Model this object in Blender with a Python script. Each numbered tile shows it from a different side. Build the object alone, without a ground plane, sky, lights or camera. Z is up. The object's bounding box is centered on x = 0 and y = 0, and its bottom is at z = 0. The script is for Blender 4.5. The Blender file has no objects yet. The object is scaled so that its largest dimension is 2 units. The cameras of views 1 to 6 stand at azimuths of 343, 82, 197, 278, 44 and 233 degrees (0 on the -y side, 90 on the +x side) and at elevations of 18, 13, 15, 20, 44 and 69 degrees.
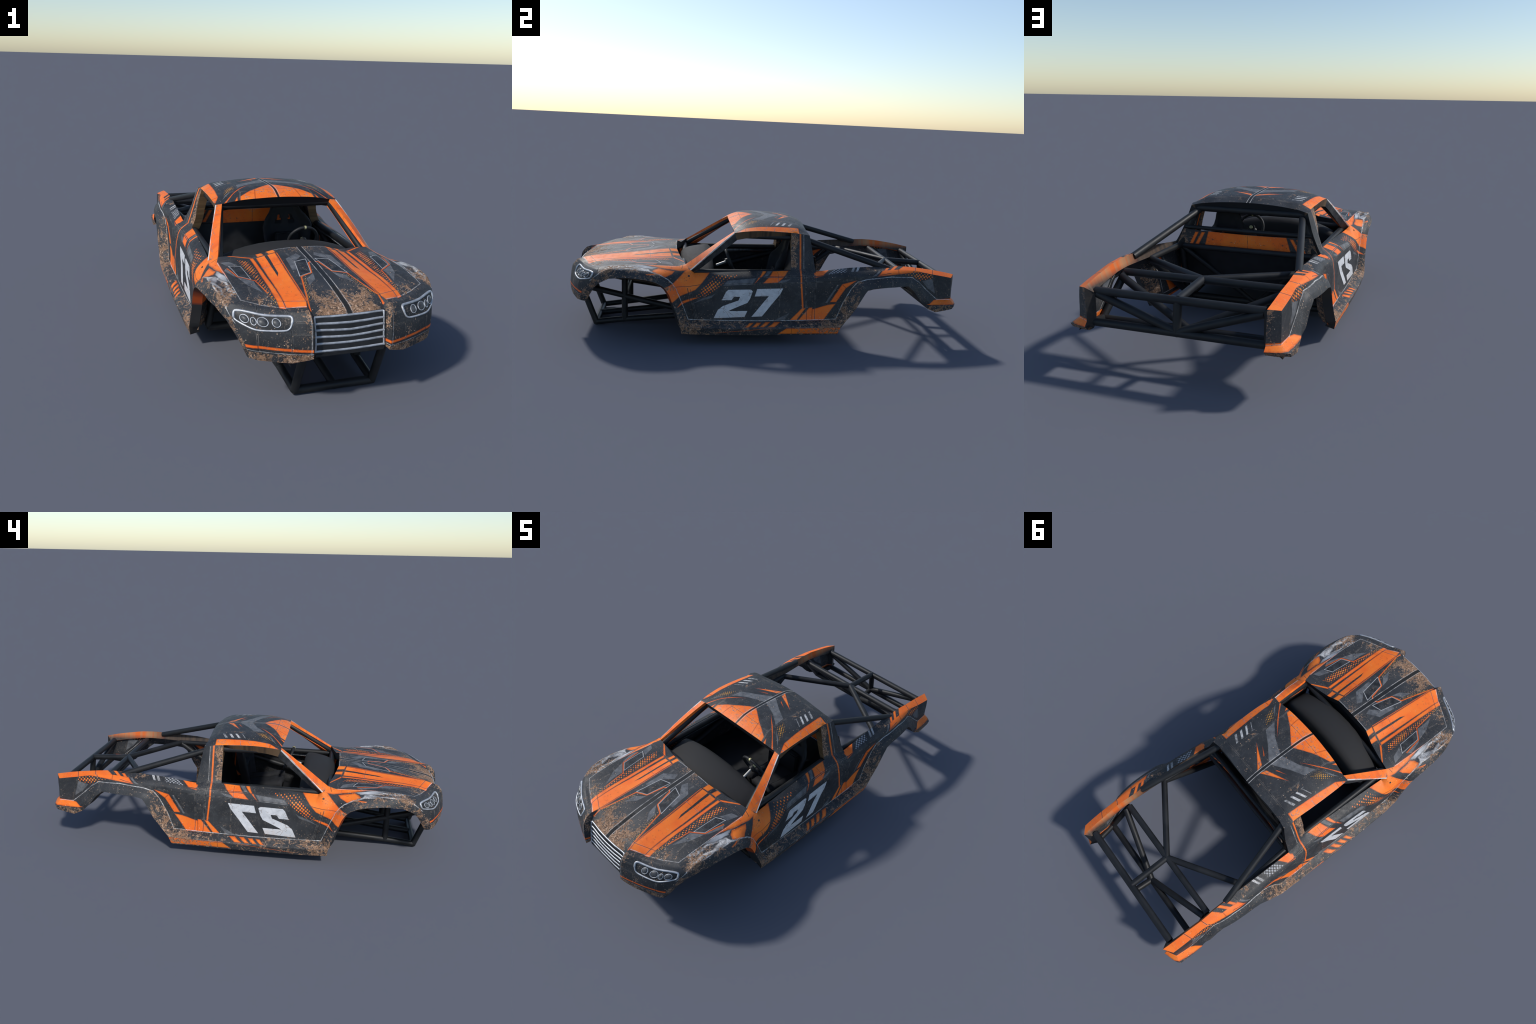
import bpy, bmesh, math, random
from mathutils import Vector, Matrix
from mathutils.bvhtree import BVHTree

random.seed(27)

# ----------------------------------------------------------------------------
# helpers
# ----------------------------------------------------------------------------
def new_empty(name):
    ob = bpy.data.objects.new(name, None)
    ob.empty_display_size = 0.1
    bpy.context.scene.collection.objects.link(ob)
    return ob

ROOT = new_empty("offroad_truck_body")
ROOT["label"] = "muddy orange and black off-road race truck body with tube frame"
ROOT["category"] = "truck body"


def link(name, me, mat=None, parent=None):
    ob = bpy.data.objects.new(name, me)
    bpy.context.scene.collection.objects.link(ob)
    ob.parent = parent or ROOT
    if mat is not None:
        me.materials.clear()
        me.materials.append(mat)
    return ob


def mesh_from(name, verts, faces, smooth=True):
    me = bpy.data.meshes.new(name)
    me.from_pydata([tuple(v) for v in verts], [], faces)
    me.update()
    if smooth:
        me.polygons.foreach_set("use_smooth", [True] * len(me.polygons))
    return me


# ----------------------------------------------------------------------------
# body cage: named control points of the right half (x > 0), metres
# ----------------------------------------------------------------------------
P = {}


def pts(prefix, *coords):
    """control points along one design line, named prefix0, prefix1 ..."""
    for i, c in enumerate(coords):
        P[f"{prefix}{i}"] = Vector(c)


# bonnet: lines run across the car from the centre to the outer crease
pts("hfc", (0, -.957, .333), (.066, -.954, .3345), (.131, -.948, .335))               # edge above the grille
pts("hfo", (.147, -.934, .361), (.207, -.902, .347), (.28, -.866, .350), (.345, -.824, .360))  # lip above the lamps
pts("ha", (0, -.894, .357), (.068, -.896, .361), (.138, -.900, .368), (.206, -.868, .360), (.277, -.832, .359), (.346, -.790, .365))
pts("hb", (0, -.69, .391), (.065, -.69, .393), (.128, -.69, .387), (.196, -.685, .374), (.272, -.68, .374), (.348, -.691, .374))
pts("hc", (0, -.59, .402), (.066, -.59, .4025), (.121, -.588, .399), (.192, -.580, .380), (.270, -.565, .382), (.346, -.570, .373))
pts("hd", (0, -.508, .408), (.06, -.505, .409), (.115, -.497, .408), (.189, -.483, .385), (.265, -.468, .381), (.341, -.457, .368))
pts("he", (0, -.461, .413), (.06, -.461, .412), (.110, -.459, .407), (.174, -.442, .386), (.250, -.425, .381), (.326, -.412, .376))

# crease line round the front wheel arch, from the bumper foot over the top to the sill
pts("fl", (.332, -.925, .193), (.349, -.909, .237), (.372, -.868, .298), (.393, -.825, .338),
    (.402, -.770, .366), (.406, -.680, .370), (.406, -.590, .360), (.411, -.535, .343),
    (.413, -.494, .320), (.413, -.472, .298), (.413, -.455, .272), (.413, -.437, .230),
    (.412, -.413, .168), (.410, -.394, .118))
# lip of the front wheel arch
pts("lp", (.339, -.890, .188), (.358, -.866, .232), (.378, -.845, .268), (.392, -.822, .292),
    (.418, -.772, .322), (.438, -.685, .332), (.444, -.600, .324), (.445, -.555, .313),
    (.444, -.523, .296), (.443, -.503, .277), (.443, -.487, .250), (.443, -.474, .215),
    (.445, -.450, .150), (.449, -.432, .094))

# nose, columns from the grille to the wheel arch
pts("na", (.146, -.962, .352), (.217, -.918, .346), (.295, -.880, .350), (.373, -.830, .353))
pts("nb", (.134, -.957, .320), (.143, -.985, .325), (.208, -.950, .322), (.307, -.908, .322))
pts("nc", (.133, -.966, .288), (.141, -.994, .288), (.209, -.966, .287), (.316, -.928, .288))
pts("nd", (.132, -.976, .232), (.141, -1.000, .232), (.209, -.978, .235), (.310, -.936, .238))
pts("ne", (.133, -.978, .207), (.139, -.999, .203), (.205, -.976, .184), (.307, -.936, .187))
pts("ff", (.376, -.778, .360), (.379, -.683, .364), (.377, -.580, .360), (.378, -.498, .352))
# grille centre lines
pts("ga", (0, -.963, .320), (.066, -.961, .320))
pts("gb", (0, -.970, .288), (.066, -.969, .288))
pts("gc", (0, -.978, .232), (.066, -.978, .232))
pts("gd", (0, -.980, .207), (.066, -.980, .207))

# flank, lines run rearwards from the front arch to the cab rear
pts("sa", (.362, -.386, .355), (.346, -.369, .338), (.338, -.21, .343), (.333, -.05, .348), (.330, .118, .353), (.340, .164, .363))
pts("sb", (.386, -.395, .332), (.380, -.355, .319), (.373, -.21, .325), (.371, -.05, .329), (.370, .118, .334), (.375, .167, .337), (.397, .235, .328))
pts("sc", (.412, -.401, .284), (.409, -.350, .287), (.397, -.21, .292), (.391, -.05, .298), (.390, .118, .303), (.391, .167, .307), (.405, .233, .314))
pts("sd", (.413, -.385, .225), (.411, -.345, .220), (.404, -.21, .215), (.400, -.05, .211), (.400, .118, .212), (.402, .167, .212), (.406, .240, .220))
pts("se", (.412, -.375, .165), (.411, -.330, .163), (.409, -.21, .158), (.407, -.05, .157), (.407, .118, .158), (.408, .167, .159), (.408, .245, .162))
pts("sf", (.410, -.360, .117), (.411, -.320, .114), (.412, -.21, .112), (.413, -.05, .111), (.413, .118, .113), (.414, .167, .115), (.414, .250, .119))
pts("sg", (.455, -.360, .091), (.457, -.320, .089), (.459, -.21, .086), (.460, -.05, .086), (.459, .118, .087), (.458, .167, .089), (.457, .250, .093))
pts("sh", (.443, -.427, .055), (.444, -.360, .052), (.446, -.320, .051), (.447, -.21, .050), (.448, -.05, .050), (.448, .118, .051), (.447, .167, .052), (.446, .250, .053), (.446, .352, .054))

# bed: outer and inner edge of the top rail
pts("bo", (.386, .238, .340), (.387, .400, .363), (.391, .540, .371), (.387, .660, .380), (.388, .752, .375), (.390, .845, .358), (.386, .950, .340))
pts("bi", (.351, .242, .354), (.354, .405, .377), (.352, .540, .385), (.354, .690, .390), (.357, .763, .385), (.352, .860, .372), (.345, .978, .349))
pts("bm", (.405, .410, .343), (.409, .520, .354), (.407, .640, .366), (.399, .745, .361), (.395, .862, .295), (.388, .954, .280), (.343, .980, .280))
# crease line round the rear arch and its lip
pts("rf", (.413, .347, .122), (.409, .380, .210), (.410, .418, .283), (.411, .447, .318), (.415, .497, .334),
    (.418, .618, .349), (.402, .733, .344), (.402, .772, .320), (.400, .820, .276), (.395, .884, .224))
pts("rl", (.455, .366, .096), (.454, .437, .190), (.454, .478, .266), (.453, .494, .289), (.451, .530, .297),
    (.447, .630, .302), (.436, .705, .306), (.432, .740, .277), (.428, .785, .222), (.412, .830, .180))
# tail and its kicked out foot
pts("tl", (.342, .983, .220), (.389, .958, .221))
pts("tf", (.341, .998, .206), (.396, .982, .204), (.424, .966, .199), (.426, .838, .205))
pts("tb", (.341, .982, .188), (.396, .970, .187), (.424, .955, .183), (.423, .870, .165))

# cab
pts("ra", (0, -.186, .557), (.090, -.184, .554), (.178, -.179, .547), (.252, -.170, .533), (.282, -.172, .530))
pts("rb", (0, -.130, .580), (.085, -.130, .578), (.162, -.125, .573), (.240, -.113, .556), (.286, -.110, .540))
pts("rc", (0, -.040, .585), (.085, -.040, .584), (.157, -.035, .580), (.237, -.030, .565), (.287, -.030, .545))
pts("rd", (0, .060, .582), (.085, .062, .580), (.156, .065, .576), (.236, .070, .563), (.284, .070, .541))
pts("re", (0, .120, .579), (.085, .120, .577), (.157, .119, .571), (.235, .120, .560), (.281, .118, .538))
pts("rg", (0, .166, .573), (.085, .166, .571), (.160, .165, .564), (.234, .166, .555), (.279, .150, .535))
pts("rh", (0, .213, .554), (.080, .212, .552), (.149, .208, .547), (.232, .207, .537), (.280, .214, .526), (.288, .183, .532))
pts("ap", (.279, -.255, .480), (.310, -.247, .473), (.303, -.335, .427), (.337, -.318, .414))
pts("bp", (.306, .117, .443), (.311, .160, .446), (.318, .180, .444), (.305, .228, .450))
pts("bq", (.342, .180, .369),)

# ----------------------------------------------------------------------------
# panels: each is a grid of control points, written as rows of point names
# ----------------------------------------------------------------------------
PANELS = {}


def panel(part, *rows):
    rows = [r.split() for r in rows]
    q = PANELS.setdefault(part, [])
    for a, b in zip(rows, rows[1:]):
        for i in range(len(a) - 1):
            f = [a[i], a[i + 1], b[i + 1], b[i]]
            g = [n for k, n in enumerate(f) if n != f[k - 1]]
            q.append(g)


def run(prefix, a, b):
    step = 1 if b >= a else -1
    return " ".join(f"{prefix}{i}" for i in range(a, b + step, step))


panel("hood", run("hfc", 0, 2), run("ha", 0, 2))
panel("hood", run("hfo", 0, 3), run("ha", 2, 5), )
panel("hood", run("ha", 0, 5), run("hb", 0, 5), run("hc", 0, 5), run("hd", 0, 5), run("he", 0, 5))
panel("hood", "hfc2 ha2", "hfo0 ha2")
panel("front_fender", "hfo3 ha5 hb5 hc5 hd5", "fl3 ff0 ff1 ff2 ff3", "fl3 fl4 fl5 fl6 fl7")
panel("front_fender", "hd5 sa0 sb0 sc0", "ff3 fl8 fl9 fl10")
panel("front_fender", "ff3 fl8", "fl7 fl7")
panel("front_fender", "hd5 he5", "sa0 sa0")
panel("front_fender", "hfo3 na3", "fl3 fl3")
panel("wheel_arch", run("fl", 0, 13), run("fm", 0, 13), run("lp", 0, 13))
panel("front_bumper", "hfo0 hfo1 hfo2 hfo3", "na0 na1 na2 na3", "nb1 nb2 nb3 fl3",
      "nc1 nc2 nc3 fl2", "nd1 nd2 nd3 fl1", "ne1 ne2 ne3 fl0")
panel("front_bumper", "hfc2 nb0 nc0 nd0 ne0", "na0 nb1 nc1 nd1 ne1")
panel("front_bumper", "hfc2 na0", "hfo0 hfo0")
panel("grille_panel", "hfc0 hfc1 hfc2", "ga0 ga1 nb0", "gb0 gb1 nc0", "gc0 gc1 nd0", "gd0 gd1 ne0")
panel("door", "sa0 sa1 sa2 sa3 sa4 sa5", "sb0 sb1 sb2 sb3 sb4 sb5", "sc0 sc1 sc2 sc3 sc4 sc5",
      "sd0 sd1 sd2 sd3 sd4 sd5", "se0 se1 se2 se3 se4 se5", "sf0 sf1 sf2 sf3 sf4 sf5")
panel("door", "fl10 fl11 fl12 fl13", "sc0 sd0 se0 sf0")
panel("rocker_panel", "fl13 " + run("sf", 0, 6) + " rf0", "fm13 " + run("sm", 0, 6) + " rm0", "lp13 " + run("sg", 0, 6) + " rl0", run("sh", 0, 8))
panel("bed_side", "sa5 bo0", "sb5 sb6", "sc5 sc6", "sd5 sd6", "se5 se6", "sf5 sf6")
panel("bed_side", run("bo", 0, 4), "sb6 bm0 bm1 bm2 bm3", "sc6 rf3 rf4 rf5 rf6")
panel("bed_side", "sc6 sd6 se6 sf6", "rf3 rf2 rf1 rf0")
panel("bed_side", "bo4 bo5", "bm3 bm4", "rf7 rf8")
panel("bed_side", "bm3 rf7", "rf6 rf6")
panel("bed_side", "bm4 rf9", "rf8 rf8")
panel("bed_side", "bo5 bo6 bi6", "bm4 bm5 bm6", "rf9 tl1 tl0")
panel("bed_rail", run("bi", 0, 6), run("bo", 0, 6))
panel("wheel_arch", run("rf", 0, 8), run("rm", 0, 8), run("rl", 0, 8))
panel("wheel_arch", "rf8 rm8 rl8", "rf9 tf3 rl9")
panel("rear_bumper", "tl0 tl1", "tf0 tf1", "tb0 tb1")
panel("rear_bumper", "tl1 rf9", "tf2 tf3", "tb2 tb3")
panel("rear_bumper", "tl1 tf2", "tf1 tf1")
panel("rear_bumper", "tf1 tf2", "tb1 tb2")
panel("rear_bumper", "tf3 tb3", "rl9 rl9")
panel("roof", run("ra", 0, 4), run("rb", 0, 4), run("rc", 0, 4), run("rd", 0, 4), run("re", 0, 4), run("rg", 0, 4))
panel("roof", run("rg", 0, 4), "rh0 rh1 rh2 rh3 rh5")
panel("roof", "rh3 rh5", "rh4 rh4")
panel("windshield_pillar", "ra3 ap0 ap2 he5", "ra4 ap1 ap3 sa0")
panel("cab_pillar", "re4 rg4 rh5 rh4", "bp0 bp1 bp2 bp3", "sa4 sa5 bq0 bi0")
panel("cab_pillar", "bq0 bi0", "sa5 bo0")

# rounded middle line of the arch flares
for a, m, b, n in (("fl", "fm", "lp", 14), ("rf", "rm", "rl", 9)):
    for i in range(n):
        k0, k1 = max(i - 1, 0), min(i + 1, n - 1)
        tang = (P[f"{a}{k1}"] - P[f"{a}{k0}"]).normalized()
        across = P[f"{b}{i}"] - P[f"{a}{i}"]
        nrm = tang.cross(across).normalized()
        if nrm.x < 0:
            nrm = -nrm
        P[f"{m}{i}"] = P[f"{a}{i}"].lerp(P[f"{b}{i}"], .5) + nrm * across.length * .10

for i in range(7):
    P[f"sm{i}"] = P[f"sf{i}"].lerp(P[f"sg{i}"], .5) + Vector((.002, 0, .002))

# control points that sit on hard creases or corners: no rounding across them
HARD = set("""hfc2 hfo0 ha2 na0 nb0 nb1 nc0 nc1 nd0 nd1 ne0 ne1 rh3 rh4 rh5 rg4 re4 bq0 bi0 bo0 sa5 sa0 sa1
    bo6 bi6 bm5 bm6 bm4 tl0 tl1 rf9 tf0 tf1 tf2 tf3 tb0 tb1 tb2 tb3 rl9 rl8 rf8
    hfo1 hfo2 hfo3 na1 na2 na3 he5 ra3 ra4 fl13 lp13 fm13 rf0 rl0 rm0""".split())
HARD |= {f"{a}{i}" for a in ("sf", "sm", "sg", "sh", "bo", "bi") for i in range(9)}

# ----------------------------------------------------------------------------
# body shell: smooth tessellation of the cage, rim flanges, one object per part
# ----------------------------------------------------------------------------
N_SUB = 4
RIM = 0.040


def build_shell():
    names = {}
    verts = []

    def vid(nm, side):
        p = P[nm]
        key = (nm, side if abs(p.x) > 1e-6 else 0)
        if key not in names:
            names[key] = len(verts)
            verts.append(Vector((p.x * (side if abs(p.x) > 1e-6 else 1), p.y, p.z)))
        return names[key]

    faces, tags = [], []
    for part, quads in PANELS.items():
        for q in quads:
            pr = [P[n] for n in q]
            c = sum(pr, Vector()) / len(pr)
            nn = Vector()
            for i in range(1, len(pr) - 1):
                nn += (pr[i] - pr[0]).cross(pr[i + 1] - pr[0])
            # outward reference: away from a spine inside the body
            spine = Vector((0.0 if c.x < .36 else .30, min(max(c.y, -.8), .8), .25 if c.z < .42 else .42))
            if part in ("bed_side", "bed_rail"):
                spine = Vector((.36, min(max(c.y, .3), .9), .30))
            if part == "rocker_panel":
                spine = Vector((.36, c.y, .03))
            if c.y < -.90 and .125 < c.x < .146 and part in ("hood", "front_bumper") and "ha1" not in q:
                spine = Vector((.30, -.88, c.z - .02))
            if part in ("wheel_arch", "rear_bumper"):
                spine = Vector((.34, c.y + (.05 if c.y < -.7 else (-.05 if c.y > .8 else 0)), .22))
            flip = nn.dot(c - spine) < 0
            for side in (1, -1):
                ids = [vid(n, side) for n in q]
                if flip != (side < 0):
                    ids = ids[::-1]
                faces.append(ids)
                tags.append((part, side))
    vn = [Vector() for _ in verts]
    for f in faces:
        for i, v in enumerate(f):
            a = verts[f[i - 1]] - verts[v]
            b = verts[f[(i + 1) % len(f)]] - verts[v]
            c = b.cross(a)
            if c.length > 1e-12:
                vn[v] += c.normalized() * a.angle(b, 0)
    vn = [n.normalized() if n.length else Vector((0, 0, 1)) for n in vn]
    hard = {i for (nm, _), i in names.items() if nm in HARD}
    V, key2id = [], {}
    F, T = [], []

    def add(p):
        k = (round(p.x, 5), round(p.y, 5), round(p.z, 5))
        if k not in key2id:
            key2id[k] = len(V)
            V.append(p)
        return key2id[k]

    def phong(f, w):
        p = sum((verts[v] * wi for v, wi in zip(f, w)), Vector())
        q = Vector()
        for v, wi in zip(f, w):
            k = 0.12 if v in hard else ALPHA
            q += (p - vn[v] * ((p - verts[v]).dot(vn[v]) * k)) * wi
        return q

    n = N_SUB
    for f, t in zip(faces, tags):
        if len(f) == 4:
            g = [[add(phong(f, ((1 - i / n) * (1 - j / n), (i / n) * (1 - j / n), (i / n) * (j / n), (1 - i / n) * (j / n))))
                  for i in range(n + 1)] for j in range(n + 1)]
            for j in range(n):
                for i in range(n):
                    F.append([g[j][i], g[j][i + 1], g[j + 1][i + 1], g[j + 1][i]])
                    T.append(t)
        else:
            g = {}
            for i in range(n + 1):
                for j in range(n + 1 - i):
                    g[i, j] = add(phong(f, (1 - (i + j) / n, i / n, j / n)))
            for i in range(n):
                for j in range(n - i):
                    F.append([g[i, j], g[i + 1, j], g[i, j + 1]])
                    T.append(t)
                    if i + j < n - 1:
                        F.append([g[i + 1, j], g[i + 1, j + 1], g[i, j + 1]])
                        T.append(t)
    F2, T2 = [], []
    for f, t in zip(F, T):
        g = [v for i, v in enumerate(f) if v != f[i - 1]]
        if len(g) >= 3:
            F2.append(g)
            T2.append(t)
    return V, F2, T2


ALPHA = 0.55


def face_normal(V, f):
    n = Vector()
    for i in range(1, len(f) - 1):
        n += (V[f[i]] - V[f[0]]).cross(V[f[i + 1]] - V[f[0]])
    return n


def add_rims(V, F, T):
    """flange along every open border, turned in along the averaged normal"""
    vn = [Vector() for _ in V]
    for f in F:
        n = face_normal(V, f)
        for v in f:
            vn[v] += n
    count = {}
    for fi, f in enumerate(F):
        for i, a in enumerate(f):
            b = f[(i + 1) % len(f)]
            count.setdefault((min(a, b), max(a, b)), []).append((fi, a, b))
    border = [v[0] for v in count.values() if len(v) == 1]
    inner = {}
    ring = {}
    for fi, a, b in border:
        ring.setdefault(a, []).append(b)
        ring.setdefault(b, []).append(a)
    dirs = {v: vn[v].normalized() for v in ring}
    for _ in range(3):
        dirs = {v: (dirs[v] * 2 + sum((dirs[w] for w in ws), Vector())).normalized() for v, ws in ring.items()}
    RF, RT = [], []
    first = {}
    for fi, a, b in border:
        ids = []
        for v in (a, b):
            if v not in inner:
                first[v] = len(V)
                V.append(V[v].copy())
                inner[v] = []
                for k in (.35, 1.0):
                    d = dirs[v]
                    inner[v].append(len(V))
                    V.append(V[v] - d * RIM * k)
            ids.append([first[v]] + inner[v])
        for k in range(2):
            RF.append([ids[1][k], ids[0][k], ids[0][k + 1], ids[1][k + 1]])
            RT.append(T[fi])
    # inner skin
    IF, IT = [], []
    back = {v: ids[-1] for v, ids in inner.items()}
    for f, t in zip(F, T):
        g = []
        for v in f:
            if v not in back:
                back[v] = len(V)
                V.append(V[v] - vn[v].normalized() * RIM)
            g.append(back[v])
        IF.append(g[::-1])
        IT.append(t)
    return RF, RT, IF, IT


def corner_normals(V, F, limit=math.radians(38)):
    fn = [face_normal(V, f) for f in F]
    ang = [n.normalized() if n.length > 1e-14 else Vector((0, 0, 1)) for n in fn]
    use = {}
    for fi, f in enumerate(F):
        for v in f:
            use.setdefault(v, []).append(fi)
    cl = math.cos(limit)
    out = []
    for fi, f in enumerate(F):
        cn = []
        for v in f:
            n = Vector()
            for g in use[v]:
                if ang[g].dot(ang[fi]) > cl:
                    n += fn[g]
            cn.append(n.normalized() if n.length > 1e-14 else ang[fi])
        out.append(cn)
    return out


SHELL_V, SHELL_F, SHELL_T = build_shell()
_rf, _rt, _if, _it = add_rims(SHELL_V, SHELL_F, SHELL_T)
ALL_F = SHELL_F + _rf + _if
ALL_T = SHELL_T + _rt + _it
RIM_RANGE = range(len(SHELL_F), len(SHELL_F) + len(_rf))
CN = corner_normals(SHELL_V, ALL_F)
SHELL_BVH = BVHTree.FromPolygons(SHELL_V, SHELL_F)
WHOLE = {"hood", "roof", "grille_panel"}


def build_parts(material_of, flange_of):
    groups = {}
    for fi, (part, side) in enumerate(ALL_T):
        key = (part, 0 if part in WHOLE else side)
        if part == "wheel_arch":
            c = SHELL_V[ALL_F[fi][0]]
            key = (part, side * (1 if c.y < 0 else 2))
        groups.setdefault(key, []).append(fi)
    obs = {}
    for (part, side) in sorted(groups, key=lambda k: (k[0], abs(k[1]), -k[1])):
        fis = groups[(part, side)]
        remap, vs, fs, ns = {}, [], [], []
        for fi in fis:
            ids = []
            for v in ALL_F[fi]:
                if v not in remap:
                    remap[v] = len(vs)
                    vs.append(SHELL_V[v])
                ids.append(remap[v])
            fs.append(ids)
            ns.extend(CN[fi])
        me = mesh_from(part, vs, fs)
        me.normals_split_custom_set([tuple(n) for n in ns])
        obs[(part, side)] = link(part, me, material_of(part, side))
        me.materials.append(flange_of(part, side))
        for poly, fi in zip(me.polygons, fis):
            poly.material_index = 1 if fi in RIM_RANGE else 0
    return obs


# ----------------------------------------------------------------------------
# generic pieces
# ----------------------------------------------------------------------------
def smooth_path(points, n=10):
    p = [Vector(q) for q in points]
    if len(p) < 3:
        return p
    out = []
    for i in range(len(p) - 1):
        p0, p1, p2, p3 = p[max(i - 1, 0)], p[i], p[i + 1], p[min(i + 2, len(p) - 1)]
        for k in range(n):
            t = k / n
            out.append(.5 * ((2 * p1) + (p2 - p0) * t + (2 * p0 - 5 * p1 + 4 * p2 - p3) * t * t + (3 * p1 - p0 - 3 * p2 + p3) * t ** 3))
    out.append(p[-1])
    return out


def sweep(points, radius, seg=14, closed=False, cap=True):
    p = [Vector(q) for q in points]
    n = len(p)
    V, F = [], []
    up = None
    for i in range(n):
        if closed:
            d = (p[(i + 1) % n] - p[i - 1]).normalized()
        elif i == 0:
            d = (p[1] - p[0]).normalized()
        elif i == n - 1:
            d = (p[-1] - p[-2]).normalized()
        else:
            d = ((p[i + 1] - p[i]).normalized() + (p[i] - p[i - 1]).normalized()).normalized()
        if up is None:
            up = Vector((0, 0, 1)) if abs(d.z) < .9 else Vector((0, 1, 0))
        s = d.cross(up).normalized()
        up = s.cross(d).normalized()
        r = radius[i] if isinstance(radius, (list, tuple)) else radius
        for k in range(seg):
            a = 2 * math.pi * k / seg
            V.append(p[i] + s * math.cos(a) * r + up * math.sin(a) * r)
    m = n if closed else n - 1
    for i in range(m):
        j = (i + 1) % n
        for k in range(seg):
            k2 = (k + 1) % seg
            F.append([i * seg + k, i * seg + k2, j * seg + k2, j * seg + k])
    if cap and not closed:
        F.append(list(range(seg))[::-1])
        F.append([(n - 1) * seg + k for k in range(seg)])
    return V, F


def tube(name, points, r, mat, parent=None, seg=14):
    V, F = sweep(points, r, seg)
    me = mesh_from(name, V, F)
    ob = link(name, me, mat, parent)
    sharpen(me)
    return ob


def sharpen(me, deg=40):
    bm = bmesh.new()
    bm.from_mesh(me)
    bmesh.ops.recalc_face_normals(bm, faces=bm.faces)
    for e in bm.edges:
        if len(e.link_faces) == 2 and e.calc_face_angle(0) > math.radians(deg):
            e.smooth = False
    for f in bm.faces:
        f.smooth = True
    bm.to_mesh(me)
    bm.free()


def box_mesh(name, lo, hi, bevel=.004, segs=2):
    bm = bmesh.new()
    bmesh.ops.create_cube(bm, size=1)
    lo, hi = Vector(lo), Vector(hi)
    for v in bm.verts:
        v.co = Vector((lo[i] + (hi[i] - lo[i]) * (v.co[i] + .5) for i in range(3)))
    bmesh.ops.bevel(bm, geom=bm.edges[:], offset=bevel, segments=segs, affect='EDGES')
    me = bpy.data.meshes.new(name)
    bm.to_mesh(me)
    bm.free()
    sharpen(me)
    return me


def loft(name, rows, closed_u=False, cap=False):
    """surface through a list of equally long rows of points"""
    V = [Vector(p) for r in rows for p in r]
    n = len(rows[0])
    F = []
    for j in range(len(rows) - 1):
        for i in range(n if closed_u else n - 1):
            i2 = (i + 1) % n
            F.append([j * n + i, j * n + i2, (j + 1) * n + i2, (j + 1) * n + i])
    if cap:
        F.append(list(range(n))[::-1])
        F.append([(len(rows) - 1) * n + i for i in range(n)])
    me = mesh_from(name, V, F)
    sharpen(me)
    return me

# ----------------------------------------------------------------------------
# materials: every livery shape is a convex outline evaluated in shader nodes
# ----------------------------------------------------------------------------
ORANGE = (.86, .150, .016)
ORANGE_D = (.52, .075, .012)
COAL = (.030, .032, .036)


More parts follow.
